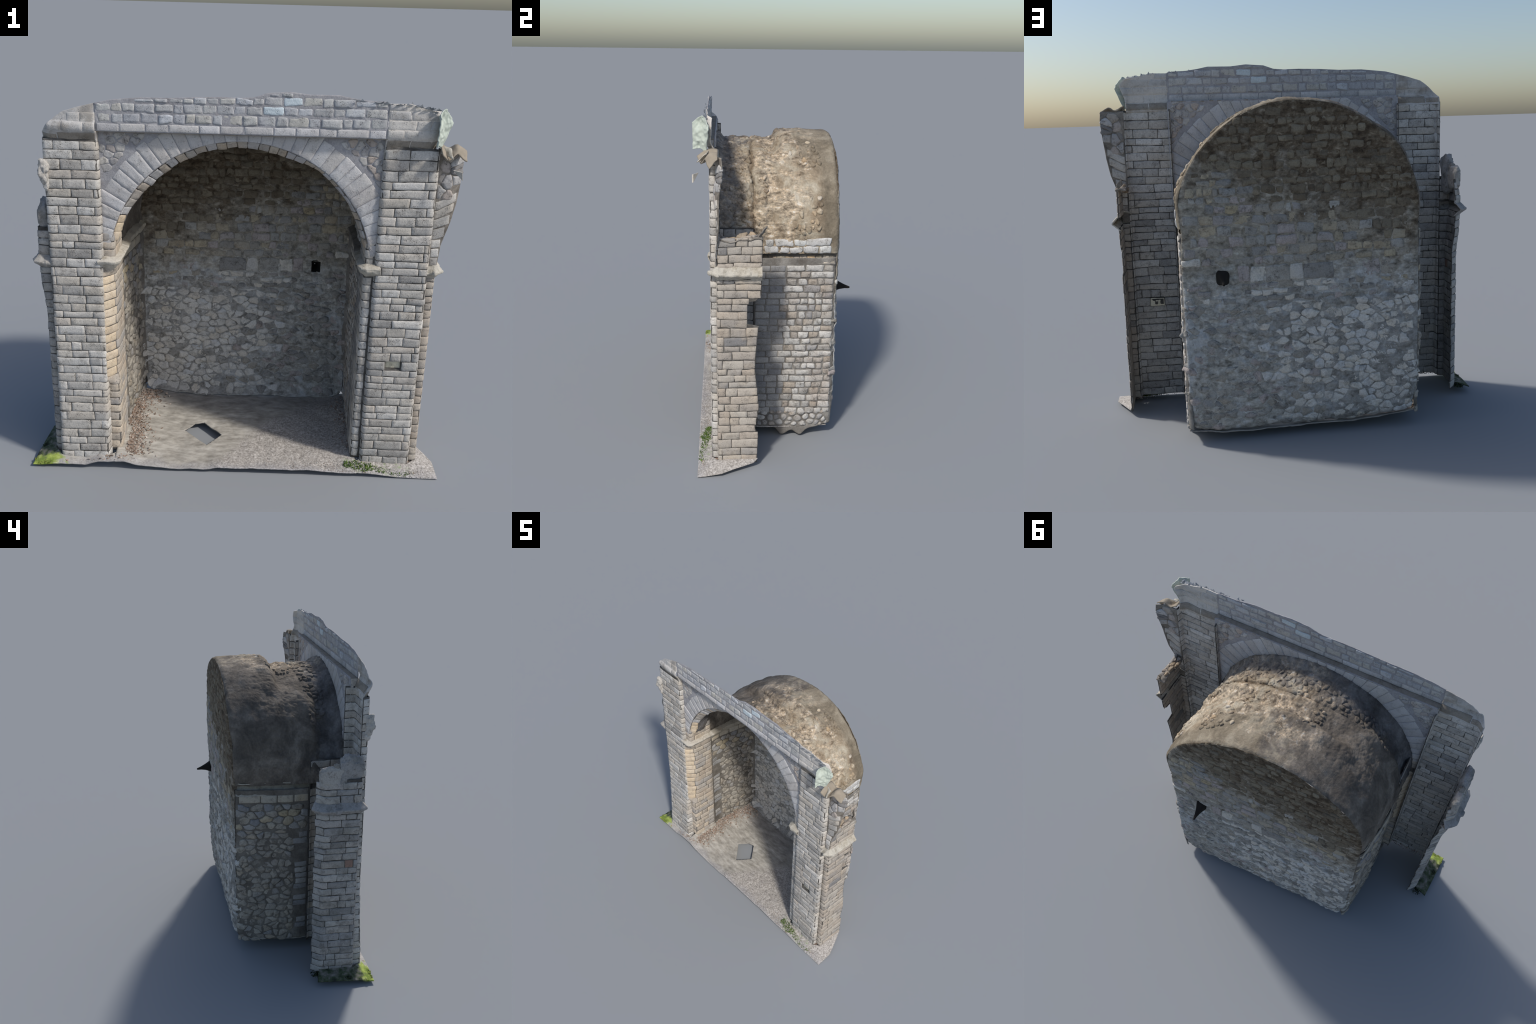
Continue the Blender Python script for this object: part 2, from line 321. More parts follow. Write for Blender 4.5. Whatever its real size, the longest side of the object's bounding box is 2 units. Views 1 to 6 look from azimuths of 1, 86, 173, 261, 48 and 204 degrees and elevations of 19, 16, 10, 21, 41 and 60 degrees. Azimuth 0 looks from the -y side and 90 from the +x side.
def slab_mesh(U, V, surf, sign, th, disp=None, keep=None):
    """closed thin sheet over a grid of parameters U,V"""
    p, n = frame(surf, U, V, sign)
    d = disp(p, U, V)[..., None] if disp is not None else 0.0
    nu, nv = U.shape
    top = (p + n * (d + th / 2)).reshape(-1, 3); bot = (p + n * (d - th / 2)).reshape(-1, 3)
    N = nu * nv
    k = np.ones((nu - 1, nv - 1), bool) if keep is None else keep
    idx = np.arange(N).reshape(nu, nv)
    q = np.stack([idx[:-1, :-1], idx[1:, :-1], idx[1:, 1:], idx[:-1, 1:]], -1)[k]
    if sign < 0: q = q[:, ::-1]
    faces = [q, q[:, ::-1] + N]
    e = np.concatenate([q[:, [i, (i + 1) % 4]] for i in range(4)])
    key = np.sort(e, 1); key = key[:, 0] * N + key[:, 1]
    _, inv, cnt = np.unique(key, return_inverse=True, return_counts=True)
    b = e[cnt[inv] == 1]
    faces.append(np.stack([b[:, 1], b[:, 0], b[:, 0] + N, b[:, 1] + N], -1))
    F = np.concatenate(faces)
    used = np.unique(F); remap = -np.ones(2 * N, int); remap[used] = np.arange(len(used))
    return np.concatenate([top, bot])[used], remap[F]

def slab(name, parent, mat, surf, sign, u0, u1, v0, v1, nu, nv, th=0.005, disp=None, keep=None):
    """u0,u1 may depend on v (functions) or v0,v1 on u"""
    a = np.linspace(0, 1, nu)[:, None] * np.ones((1, nv)); b = np.linspace(0, 1, nv)[None, :] * np.ones((nu, 1))
    f = lambda w, x: w(x) if callable(w) else w
    if callable(u0) or callable(u1):
        V = v0 + (v1 - v0) * b; U = f(u0, V) + (f(u1, V) - f(u0, V)) * a
    else:
        U = u0 + (u1 - u0) * a; V = f(v0, U) + (f(v1, U) - f(v0, U)) * b
    vs, fs = slab_mesh(U, V, surf, sign, th, disp, keep)
    return add(name, vs, fs, mat, parent)

def relief(surf, sign, d):
    """a surface pushed along its normal by d(p,u,v); stones laid on it follow"""
    def s(u, v):
        p, n = frame(surf, u, v, sign)
        return p + n * d(p, u, v)[..., None]
    return s

def rough(amp, scale, seed=0):
    return lambda p, U, V: amp * fbm(p, scale, 3, seed)

# ------------------------------------------------------------------ stones
class Stones:
    """collects stones; the largest become named objects, the rest one joined part"""
    def __init__(s): s.kinds = {}
    def put(s, kind, mat, parent, vs, fs, size): s.kinds.setdefault(kind, []).append((size, mat, parent, vs, fs))
    def flush(s, most=300):
        for kind, lst in s.kinds.items():
            lst.sort(key=lambda t: -t[0])
            for size, mat, parent, vs, fs in lst[:most]: add(kind, vs, fs, mat, parent)
            groups = {}
            for size, mat, parent, vs, fs in lst[most:]: groups.setdefault((mat, parent.name), (parent, []))[1].append((vs, fs))
            for (mat, _), (parent, items) in groups.items():
                V, F, n = [], [], 0
                for vs, fs in items:
                    V.append(vs); F += [[i + n for i in f] for f in fs]; n += len(vs)
                o = add("small_" + kind, np.concatenate(V), F, mat, parent)
                o["kind"] = "stuff"
ST = Stones()

def lines(L, r, stepm):
    n = max(1, int(math.ceil((L - 2 * r) / stepm)))
    return np.array([0, 0.28 * r, r] + [r + (L - 2 * r) * i / n for i in range(1, n)] + [L - r, L - 0.28 * r, L])

def brick(kind, mat, parent, surf, sign, ua, ub, va, vb, h=0.006, r=0.0055, jit=0.0012, wav=0.0012, stepm=0.013, tilt=0.0, depth=None):
    """a worn rectangular stone set in the sheet, standing proud on both faces"""
    L, H = ub - ua, vb - va
    if L < 0.006 or H < 0.006: return
    r = min(r, 0.3 * min(L, H))
    us, vs = lines(L, r, stepm), lines(H, r, stepm)
    A, B = np.meshgrid(us, vs, indexing="ij")
    c = [(R.uniform(-jit, jit), R.uniform(-jit, jit)) for _ in range(4)]
    s, t = A / L, B / H
    du = c[0][0] * (1 - s) * (1 - t) + c[1][0] * s * (1 - t) + c[2][0] * s * t + c[3][0] * (1 - s) * t
    dv = c[0][1] * (1 - s) * (1 - t) + c[1][1] * s * (1 - t) + c[2][1] * s * t + c[3][1] * (1 - s) * t
    # rounded corners in plan
    cu, cv = np.abs(s - .5) * 2, np.abs(t - .5) * 2
    eu, ev = np.clip(1 - (L / 2 - np.abs(A - L / 2)) / (1.6 * r), 0, 1), np.clip(1 - (H / 2 - np.abs(B - H / 2)) / (1.6 * r), 0, 1)
    pull = 0.22 * r * eu * ev
    U = ua + A + du - np.sign(A - L / 2) * pull; V = va + B + dv - np.sign(B - H / 2) * pull
    V = V + tilt * (A - L / 2)
    seed = R.randint(0, 9999)
    wob = np.stack([U, V, np.full_like(U, seed * 0.37)], -1)
    U = U + wav * vnoise(wob, 45, 1); V = V + wav * vnoise(wob, 45, 2)
    de = np.minimum(np.minimum(A, L - A), np.minimum(B, H - B))
    e = np.clip(de / r, 0, 1); prof = np.sqrt(np.maximum(0, 1 - (1 - e) ** 2))
    hh = h * R.uniform(0.85, 1.2)
    off = hh * prof + (prof > 0) * (0.0008 * vnoise(wob, 80, 5) + 0.0008 * vnoise(wob, 25, 6)) * prof * min(1, h / .0045)
    tl = (R.uniform(-1, 1) * (s - .5) + R.uniform(-1, 1) * (t - .5)) * 0.0009 * prof
    p, n = frame(surf, U, V, sign)
    nu, nv = A.shape; N = nu * nv
    top = p + n * (off + tl)[..., None]; bot = p - n * (off - tl)[..., None]
    idx = np.arange(N).reshape(nu, nv)
    rim = np.zeros((nu, nv), bool); rim[0] = rim[-1] = True; rim[:, 0] = rim[:, -1] = True
    idb = np.where(rim, idx, 0); inner = ~rim
    idb[inner] = N + np.arange(inner.sum())
    def quads(i): return np.stack([i[:-1, :-1], i[1:, :-1], i[1:, 1:], i[:-1, 1:]], -1).reshape(-1, 4)
    a, b = quads(idx), quads(idb)[:, ::-1]
    F = np.concatenate([a, b])
    if sign < 0: F = F[:, ::-1]
    ST.put(kind, mat, parent, np.concatenate([top.reshape(-1, 3), bot[inner]]), F.tolist(), L * H)

def poly_area(P):
    x, y = P[:, 0], P[:, 1]
    return 0.5 * np.sum(x * np.roll(y, -1) - y * np.roll(x, -1))

def clip(P, a, b, c):
    """keep the side a*x+b*y<=c of a convex polygon"""
    out = []
    n = len(P)
    for i in range(n):
        p, q = P[i], P[(i + 1) % n]
        dp, dq = a * p[0] + b * p[1] - c, a * q[0] + b * q[1] - c
        if dp <= 0: out.append(p)
        if dp * dq < 0:
            t = dp / (dp - dq); out.append((p[0] + t * (q[0] - p[0]), p[1] + t * (q[1] - p[1])))
    return out

def shrink(P, g):
    P = [tuple(p) for p in P]; n = len(P); Q = P
    A = poly_area(np.array(P))
    for i in range(n):
        p, q = P[i], P[(i + 1) % n]
        ex, ey = q[0] - p[0], q[1] - p[1]; L = math.hypot(ex, ey)
        if L < 1e-6: continue
        nx, ny = (ey / L, -ex / L) if A > 0 else (-ey / L, ex / L)
        Q = clip(Q, nx, ny, nx * p[0] + ny * p[1] - g)
        if len(Q) < 3: return []
    return Q

def pebble_poly(kind, mat, parent, surf, sign, P, h=0.006, rr=0.007, smooth=0.35, wav=0.0015, dens=0.009, lift=0.0):
    """a stone over a convex polygon in parameter space, proud on both faces"""
    P = np.array(P, float)
    if len(P) < 3: return
    if poly_area(P) < 0: P = P[::-1]
    A = poly_area(P)
    if A < 6e-5: return
    per = np.linalg.norm(np.roll(P, -1, 0) - P, axis=1)
    m = int(np.clip(per.sum() / dens, 8, 40))
    cum = np.concatenate([[0], np.cumsum(per)]); tt = np.linspace(0, cum[-1], m, endpoint=False)
    Pc = np.vstack([P, P[:1]])
    B = np.stack([np.interp(tt, cum, Pc[:, 0]), np.interp(tt, cum, Pc[:, 1])], 1)
    for _ in range(2): B = B * (1 - smooth) + smooth * 0.5 * (np.roll(B, 1, 0) + np.roll(B, -1, 0))
    seed = R.randint(0, 9999)
    w3 = lambda Q: np.stack([Q[:, 0], Q[:, 1], np.full(len(Q), seed * 0.31)], -1)
    B = B + wav * np.stack([vnoise(w3(B), 60, 3), vnoise(w3(B), 60, 4)], -1)
    c = B.mean(0); rad = math.sqrt(A / math.pi); rr = min(rr, rad * 0.55)
    ks = [1.0, 1 - 0.25 * rr / rad, 1 - rr / rad]; hs = [0.0, 0.66, 1.0]
    if rad > 0.014: ks.append((1 - rr / rad) * 0.5); hs.append(1.0)
    hh = h * R.uniform(0.7, 1.3)
    gx, gy = R.uniform(-1, 1), R.uniform(-1, 1)
    U, V, O, T = [], [], [], []
    for k, q in zip(ks + [0.0], hs + [1.0]):
        Q = c + (B - c) * k if k > 0 else c[None]
        tl = ((Q - c) @ np.array([gx, gy])) / rad * 0.0012 * min(q, 1) * (h / 0.006)
        U.append(Q[:, 0]); V.append(Q[:, 1]); O.append(q * hh * (1 + 0.25 * vnoise(w3(Q), 55, 8)))
        T.append(tl + lift * q)
    U, V, O, T = map(np.concatenate, (U, V, O, T))
    p, n = frame(surf, U, V, sign)
    top = p + n * (O + T)[:, None]; bot = p - n * (O - T)[:, None]
    nr = len(ks); N = len(U); F = []
    mp = lambda i, side: i if side == 0 or i < m else i - m + N
    for side in (0, 1):
        for r_ in range(nr - 1):
            for i in range(m):
                j = (i + 1) % m
                f = [r_ * m + i, r_ * m + j, (r_ + 1) * m + j, (r_ + 1) * m + i]
                f = [mp(x, side) for x in f]
                F.append(f if (side == 0) == (sign > 0) else f[::-1])
        for i in range(m):
            j = (i + 1) % m
            f = [mp((nr - 1) * m + i, side), mp((nr - 1) * m + j, side), mp(N - 1, side)]
            F.append(f if (side == 0) == (sign > 0) else f[::-1])
    ST.put(kind, mat, parent, np.concatenate([top, bot[m:]]), F, A)

def cells(u0, u1, v0, v1, su, sv, jit=0.38, gap=0.0016, inside=None):
    """irregular cells (Voronoi of a jittered brick-bond grid)"""
    pts = []
    rows = int(round((v1 - v0) / sv)) + 2
    for j in range(-1, rows):
        ncol = int(round((u1 - u0) / su)) + 2
        for i in range(-1, ncol):
            pts.append((u0 + (i + 0.5 + 0.5 * (j % 2) + R.uniform(-jit, jit)) * su, v0 + (j + 0.5 + R.uniform(-jit, jit)) * sv))
    pts = np.array(pts); out = []
    for i, (x, y) in enumerate(pts):
        if not (u0 < x < u1 and v0 < y < v1): continue
        if inside is not None and not inside(x, y): continue
        P = [(x - su * 1.4, y - sv * 1.4), (x + su * 1.4, y - sv * 1.4), (x + su * 1.4, y + sv * 1.4), (x - su * 1.4, y + sv * 1.4)]
        d = pts - (x, y); near = np.where((np.abs(d[:, 0]) < 2.6 * su) & (np.abs(d[:, 1]) < 2.6 * sv))[0]
        for k in near:
            if k == i: continue
            a, b = d[k] / np.array([su, sv]) ** 2   # metric scaled so cells keep the grid proportion
            mx, my = x + d[k][0] / 2, y + d[k][1] / 2
            P = clip(P, a, b, a * mx + b * my)
            if len(P) < 3: break
        if len(P) < 3: continue
        P = clip(clip(clip(clip(P, 1, 0, u1), -1, 0, -u0), 0, 1, v1), 0, -1, -v0)
        if len(P) >= 3: P = shrink(P, gap)
        if len(P) >= 3: out.append(P)
    return out

def courses(z0, z1, pitch, var=0.13):
    z = [z0]
    while z[-1] < z1 - pitch * 0.5: z.append(z[-1] + pitch * R.uniform(1 - var, 1 + var))
    z = np.array(z); return z0 + (z - z0) * (z1 - z0) / (z[-1] - z0)

def split(a, b, mean, var=0.4, cuts=()):
    """random brick lengths along a..b"""
    out, x = [a], a
    while True:
        x += mean * R.uniform(1 - var, 1 + var)
        if x > b - mean * 0.45: break
        out.append(x)
    return out + [b]

def path(pts, soft=0.006):
    """plan polyline with eased corners; returns s->(x,y) and its key arc lengths"""
    P = np.array(pts, float); d = np.linalg.norm(np.diff(P, axis=0), axis=1); cum = np.concatenate([[0], np.cumsum(d)])
    s = np.linspace(-0.03, cum[-1] + 0.03, 1200)
    def ext(c):
        y = np.interp(s, cum, c)
        lo, hi = s < 0, s > cum[-1]
        y[lo] = c[0] + s[lo] * (c[1] - c[0]) / d[0]; y[hi] = c[-1] + (s[hi] - cum[-1]) * (c[-1] - c[-2]) / d[-1]
        return y
    X, Y = ext(P[:, 0]), ext(P[:, 1])
    w = max(1, int(soft / (s[1] - s[0]))); ker = np.ones(2 * w + 1) / (2 * w + 1)
    def sm(y):
        yp = np.concatenate([2 * y[0] - y[w:0:-1], y, 2 * y[-1] - y[-2:-w - 2:-1]]); return np.convolve(yp, ker, "valid")
    X, Y = sm(X), sm(Y)
    return (lambda q: np.interp(q, s, X)), (lambda q: np.interp(q, s, Y)), cum

# ------------------------------------------------------------------ overall measures
ZC, RA = 1.03, 0.603            # arch centre height, intrados radius
FACE, BACKSET = -0.352, -0.324  # pilaster face, spandrel plane
TOPZ = 1.668                    # underside of the entablature

# ================================================================== FLOOR
def floor_z(x, y):
    front = np.interp(x, [-1.02, -.87, -.745, -.68, -.55, -.485, -.32, -.18, -.08, .1, .39, .52, .65, .78, .99],
                      [.012, .025, .022, .044, .047, .028, .015, .015, .028, .028, .031, .022, .024, .008, .003])
    back = np.interp(x, [-.6, -.5, -.37, -.23, .05, .29, .45, .6], [.082, .074, .060, .047, .048, .044, .048, .063])
    mid = np.interp(x, [-1.0, -.6, -.5, -.3, .3, .5, .6, 1.0], [.03, .072, .055, .036, .034, .04, .06, .02])
    t1, t2 = sstep(-.43, -.25, y), sstep(-.1, .3, y)
    z = front * (1 - t1) + mid * t1
    return z * (1 - t2) + back * t2

rear = ctrl((-.6, .264), (-.42, .274), (-.26, .275), (0, .282), (.2, .288), (.4, .292), (.6, .288))   # foot of the rear wall
def floor_s(x, v):
    y = -.422 + (rear(x) + .422) * v
    return np.stack([x, y, floor_z(x, y)], -1)
wl_x = ctrl((-.14, -.588), (-.115, -.594), (-.08, -.600), (-.03, -.599), (.10, -.589), (.20, -.578), (.27, -.569), (.30, -.565))
wr_x = ctrl((-.14, .588), (-.115, .592), (-.07, .597), (.0, .597), (.15, .600), (.27, .598), (.33, .594))
xl = lambda y: np.where(y < -.14, -.60, wl_x(y) + .002)
xr = lambda y: np.where(y < -.14, .60, wr_x(y) - .002)
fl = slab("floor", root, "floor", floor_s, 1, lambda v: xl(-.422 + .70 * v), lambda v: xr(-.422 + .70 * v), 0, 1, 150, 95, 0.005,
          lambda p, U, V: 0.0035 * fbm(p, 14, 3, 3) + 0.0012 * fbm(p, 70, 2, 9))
# the five-sided opening in the floor
hole = np.array([(-.285, -.112), (-.234, -.041), (-.186, -.027), (-.084, -.140), (-.156, -.246)])
hv = np.concatenate([np.c_[hole, np.full(5, -.05)], np.c_[hole, np.full(5, .15)]])
hf = [[0, 1, 2, 3, 4], [9, 8, 7, 6, 5]] + [[i, 5 + i, 5 + (i + 1) % 5, (i + 1) % 5] for i in range(5)]
cut = add("cutter", hv, hf, "floor", root, False)
def boolean(o, c):
    md = o.modifiers.new("b", "BOOLEAN"); md.object = c; md.operation = "DIFFERENCE"; md.solver = "EXACT"
    dg = bpy.context.evaluated_depsgraph_get(); dg.update()
    me = bpy.data.meshes.new_from_object(o.evaluated_get(dg)); o.modifiers.clear()
    old = o.data; o.data = me; bpy.data.meshes.remove(old)
    bpy.data.objects.remove(c, do_unlink=True)
me_c = cut.data
bpy.context.view_layer.update()
import bmesh
bm = bmesh.new(); bm.from_mesh(me_c); bmesh.ops.recalc_face_normals(bm, faces=bm.faces); bm.to_mesh(me_c); bm.free()
boolean(fl, cut)

def ruled(inner, outer):
    A, B = np.array(inner), np.array(outer)
    k = np.linspace(0, 1, len(A))
    def s(u, v):   # u along, v across
        x = np.interp(u, k, A[:, 0]) * (1 - v) + np.interp(u, k, B[:, 0]) * v
        y = np.interp(u, k, A[:, 1]) * (1 - v) + np.interp(u, k, B[:, 1]) * v
        return np.stack([x, y, floor_z(x, y) - .0015 + 0.02 * np.clip((1 - v) * (np.abs(x) - .6) / .3, 0, 1)], -1)
    return s
left_ap = ruled([(-.570, -.330), (-.632, -.378), (-.866, -.378), (-.909, -.322), (-.906, -.125)], [(-.570, -.421), (-.66, -.422), (-.88, -.422), (-1.004, -.421), (-.985, -.10)])
right_ap = ruled([(.570, -.325), (.626, -.345), (.860, -.347), (.905, -.316), (.906, -.27), (.906, -.11)], [(.570, -.420), (.65, -.421), (.88, -.421), (1.000, -.421), (.996, -.30), (.915, -.13)])
slab("apron", fl, "floor", left_ap, -1, 0, 1, 0, 1, 121, 18, 0.005, rough(0.003, 22, 4))
slab("apron", fl, "floor", right_ap, 1, 0, 1, 0, 1, 121, 18, 0.004, rough(0.002, 22, 5))

# ================================================================== PIERS
def pier(side):
    L = side < 0
    sx = -1 if L else 1
    pil = bpy.data.objects.new("pilaster", None)
    if L: plan = [(.628, -.296), (.634, FACE), (.866, FACE), (.870, -.318), (.908, -.316), (.904, -.128), (.866, -.088)]
    else: plan = [(.622, -.300), (.628, -.341), (.860, -.344), (.864, -.313), (.903, -.312), (.904, -.10)]
    X, Y, K = path([(sx * x, y) for x, y in plan], 0.006)
    def surf(u, v):
        w = v + .0030 * vnoise(np.stack([u * 1.0, v, 0 * u + (3.7 if L else 9.1)], -1), 11, 31)      # wandering beds
        y = Y(u) - (.024 * sstep(.62, .04, v) if False else (.026 * (1 - sstep(.02, .62, v)) * (1 - sstep(K[2] - .02, K[4], u)) if L else 0))
        x = X(u) - (.018 * sstep(.78, 1.0, v) * sstep(K[3], K[4], u) * (1 - .7 * sstep(1.10, 1.22, v) * sstep(K[4], K[5], u)) if L else 0)
        return np.stack([x, y, w], -1)
    sign = 1 if not L else -1
    zb = .036 if L else .032
    course = courses(.032, 1.622, .0405, .2)
    slot_i = int(np.argmin(np.abs((course[:-1] + course[1:]) / 2 - .568)))
    # main shaft: inner return, face, outer return
    shaft_end = K[3] + 0.004
    pil = slab("pilaster", root, "mortar", surf, sign, 0, shaft_end, zb, 1.63, 90, 160, 0.0044, lambda p, U, V: .0006 * fbm(p, 60, 3, 21) - (0 if L else .016) * (np.abs(U - K[1] - .118) < .037) * (np.abs(V - (course[slot_i] + course[slot_i + 1]) / 2) < .019))
    wall_end = ctrl((.05, -.115), (.18, -.108), (.22, -.125), (.33, -.106), (.46, -.118), (.55, -.127), (.70, -.118), (.785, -.109), (.79, -.166), (.91, -.166), (.915, -.125), (.95, -.097), (1.26, -.092)) if not L else None
    send = (lambda z: K[5] + (wall_end(z) + .10)) if not L else (lambda z: K[6] + 0 * np.asarray(z) + .004 * np.sin(np.asarray(z) * 40))
    low = slab("side_wall", root, "mortar", surf, sign, lambda v: shaft_end + 0 * v, send, zb - .005, 1.03, 70, 150, 0.0044, rough(0.0007, 60, 22))
    ztop = 1.222 if not L else 1.215
    up = slab("upper_side_wall", root, "mortar", surf, sign, lambda v: (shaft_end if L else K[4]) + 0 * v, send, 1.07, ztop, 60, 24, 0.0044, rough(0.0008, 40, 23))
    mat_s = "side" if not L else "left_side"
    hole_done = False
    for i in range(len(course) - 1):
        a, b = course[i] + .0013, course[i + 1] - .0013
        zm = (a + b) / 2
        # the face: bricks wrap round either corner as quoins
        e0 = K[1] - .018 - R.uniform(0, .02); e1 = K[2] + (K[3] - K[2]) * 1.0
        marks = split(0.002, e1 + .003, .098 if zm < 1.1 else .112, .55)
        # no joint right on an arris
        marks = [m for m in marks if not (abs(m - K[1]) < .014 or abs(m - K[2]) < .014) or m in (0.002, e1 + .003)]
        slot = (not L) and i == slot_i
        if slot:   # an empty put-log slot between two worn bricks
            marks = [.002, K[1] + .079, K[1] + .157, e1 + .003]
        for p, q in zip(marks[:-1], marks[1:]):
            if slot and abs(p - K[1] - .079) < .001:
                brick("slot_bed", "slot", pil, (lambda u, v: surf(u, v) + (0, .015, 0)), sign, p, q, a, b, h=.0030, r=.002, wav=.001)
                continue
            brick("brick", "brick", pil, surf, sign, p + .0006, q - .0006, a, b, h=.0048 * R.choice([.9, 1, 1, 1.25]) * (1.3 if slot else 1), r=.0026, wav=.0018, jit=.0013)
        # side wall
        a2, b2 = (a, min(b, 1.022)) if a < 1.02 else (max(a, 1.080), b)
        if b2 - a2 > .012 and zm < ztop:
            par = low if a < 1.02 else up
            st = shaft_end if a < 1.02 or L else K[4]
            en = float(send(zm)) - .001
            marks = split(st + .001, en, .090, .5)
            marks = [m for m in marks if not (abs(m - K[4]) < .012) or m in (st + .001, en)]
            for p, q in zip(marks[:-1], marks[1:]):
                mm = "tile" if L and q - p < .05 and R.random() < .12 else mat_s
                brick("side_brick", mm, par, surf, sign, p + .0008, q - .0008, a2, b2, h=.0052 if zm < 1.05 else .0062, r=.0030, wav=.0024, jit=.0016)
    # ---- cap where the side wall breaks off
    return pil, low, up, surf, K, course

PR = pier(1)
PL = pier(-1)

# flared springer strip above the right impost (start of a neighbouring arch)
xo = ctrl((1.03, .905), (1.08, .906), (1.18, .915), (1.29, .950), (1.384, .968), (1.49, .980), (1.58, .986), (1.62, .982))
spr_s = lambda u, v: np.stack([u, -.314 + .006 * np.sin(v * 21) + .022 * sstep(.93, .99, u), v], -1)
spring = slab("springer", root, "weathered_break", spr_s, 1, lambda v: .864 + 0 * v, lambda v: xo(v), 1.035, 1.625, 24, 90, .0046, rough(.001, 30, 31))
zz = courses(1.085, 1.615, .043)
for a, b in zip(zz[:-1], zz[1:]):
    zm = (a + b) / 2; w = float(xo(zm))
    if zm < 1.40:
        sur = lambda u, v: spr_s(u, v + np.clip(u - .88, 0, 1) * (.55 * np.clip((zm - 1.12) / .2, 0, 1)))
        brick("springer_stone", "brick", spring, sur, 1, .871, w - .003, a + .0010, b - .0010, h=.005, r=.004, wav=.002)
for P in cells(.872, .985, 1.395, 1.618, .046, .052, .45, .0003, lambda x, y: x < float(xo(y)) - .01):
    pebble_poly("springer_stone", R.choice(["spandrel", "spandrel", "side"]), spring, spr_s, 1, P, h=.007, rr=.010, smooth=.15, wav=.005, dens=.005)
# torn closing flap and shards at the right corner of the scan
fl_s = lambda u, v: np.stack([.860 + .125 * u, -.306 - .095 * v * (1 - .6 * u), np.interp(u, [0, .3, .62, 1], [1.648, 1.622, 1.645, 1.614]) - .034 * v * v + .006 * np.sin(u * 9 + v * 3)], -1)
slab("broken_cap", root, "brown_patch", fl_s, 1, 0, 1, 0, 1, 26, 14, .005, rough(.004, 30, 33))
def pan_s(u, v):
    # torn sheet of render hanging off the cornice end, running out to a point
    lo = np.interp(u, [0, .3, .6, .8, 1], [1.646, 1.652, 1.634, 1.690, 1.742]); hi = np.interp(u, [0, .25, .55, .8, 1], [1.772, 1.795, 1.806, 1.785, 1.756])
    bow = np.sin(u * math.pi) * .014
    return np.stack([.832 + .072 * u - bow * .7 - .012 * u * v, -.422 + .080 * u + bow * .7, lo + (hi - lo) * v], -1)
slab("pale_render_panel", root, "patch", pan_s, 1, 0, 1, 0, 1, 40, 40, .005, lambda p, U, V: .008 * fbm(p, 26, 3, 34) + .004 * np.abs(fbm(p, 70, 2, 36)))
sh = np.array([(.915, -.40, 1.548), (.953, -.424, 1.508), (.947, -.424, 1.545)])
shv = np.concatenate([sh, sh + (.002, .006, .001)])
add("stone_flake", shv, [[0, 1, 2], [5, 4, 3], [0, 3, 4, 1], [1, 4, 5, 2], [2, 5, 3, 0]], "impost", root, False)
cl_s = lambda u, v: np.stack([.868 + .04 * u, -.345 - .06 * u * (1 - .3 * v) + .03 * v * u, 1.61 + .035 * v - .012 * u], -1)
slab("torn_edge", root, "impost", cl_s, 1, 0, 1, 0, 1, 10, 8, .004, rough(.004, 40, 35))

# broken rubble tops of the side walls
rt_s = lambda u, v: np.stack([.908 - .05 * v, u, 1.222 - .004 * v + .05 * (u + .3) * (v + .2) + .010 * np.sin(u * 31) * (v + .3)], -1)
rt = slab("broken_top", root, "weathered_break", rt_s, 1, -.30, -.092, -.1, 1, 30, 12, .006, rough(.010, 26, 41))
for P in cells(-.30, -.095, 0.0, 1.0, .05, .45, .4, .004):
    pebble_poly("broken_stone", R.choice(["side", "lump", "side"]), rt, rt_s, 1, P, h=.012, rr=.012)
sp_s = lambda u, v: np.stack([.905 - .03 * u, -.12 + .035 * u + .012 * v, 1.225 + .03 * u + .03 * v], -1)
slab("broken_spur", root, "weathered_break", sp_s, 1, 0, 1, 0, 1, 10, 8, .006, rough(.004, 40, 42))
def lump(name, parent, mat, c, r, k, amp, sc, seed):
    """a weathered rock mass: squarish ellipsoid roughened in two scales"""
    U, V = np.meshgrid(np.linspace(0, 2 * math.pi, 49), np.linspace(-math.pi / 2, math.pi / 2, 33), indexing="ij")
    e = lambda w: np.sign(w) * np.abs(w) ** k
    d = np.stack([e(np.cos(V)) * e(np.cos(U)), e(np.cos(V)) * e(np.sin(U)), e(np.sin(V))], -1) * np.array(r)
    n = d / np.maximum(np.linalg.norm(d, axis=-1, keepdims=True), 1e-9)
    p = d + np.array(c); p = p + n * (amp * (fbm(p, sc, 3, seed) + .5 * np.abs(fbm(p, sc * 2.6, 2, seed + 3))))[..., None]
    P = p[:-1].reshape(-1, 3); nu, nv = 48, 33
    F = [[i * nv + j, ((i + 1) % nu) * nv + j, ((i + 1) % nu) * nv + j + 1, i * nv + j + 1] for i in range(nu) for j in range(nv - 1)]
    bm = bmesh.new(); vs = [bm.verts.new(q) for q in P]
    for f in F: bm.faces.new([vs[i] for i in f])
    bmesh.ops.remove_doubles(bm, verts=bm.verts, dist=1e-5); bmesh.ops.recalc_face_normals(bm, faces=bm.faces)
    o = add(name, [v.co[:] for v in bm.verts], [[0, 0, 0]] * 0, mat, parent)
    bm.to_mesh(o.data); bm.free()
    o.data.polygons.foreach_set("use_smooth", [True] * len(o.data.polygons)); o.data.update()
    return o
lt = lump("broken_top", root, "left_side", (-.900, -.262, 1.235), (.024, .062, .105), .6, .014, 28, 43)
lump("broken_stone", lt, "left_side", (-.902, -.165, 1.222), (.020, .066, .062), .5, .012, 34, 45)
lump("broken_stone", lt, "left_rubble", (-.900, -.205, 1.250), (.015, .034, .040), .6, .010, 40, 46)
# chipped flank of the left pilaster near its head
lump("chipped_stone", PL[0], "brick", (-.868, -.360, 1.492), (.022, .022, .056), .8, .012, 34, 48)
lump("chipped_stone", PL[0], "brick", (-.866, -.350, 1.43), (.014, .018, .032), .8, .008, 40, 49)

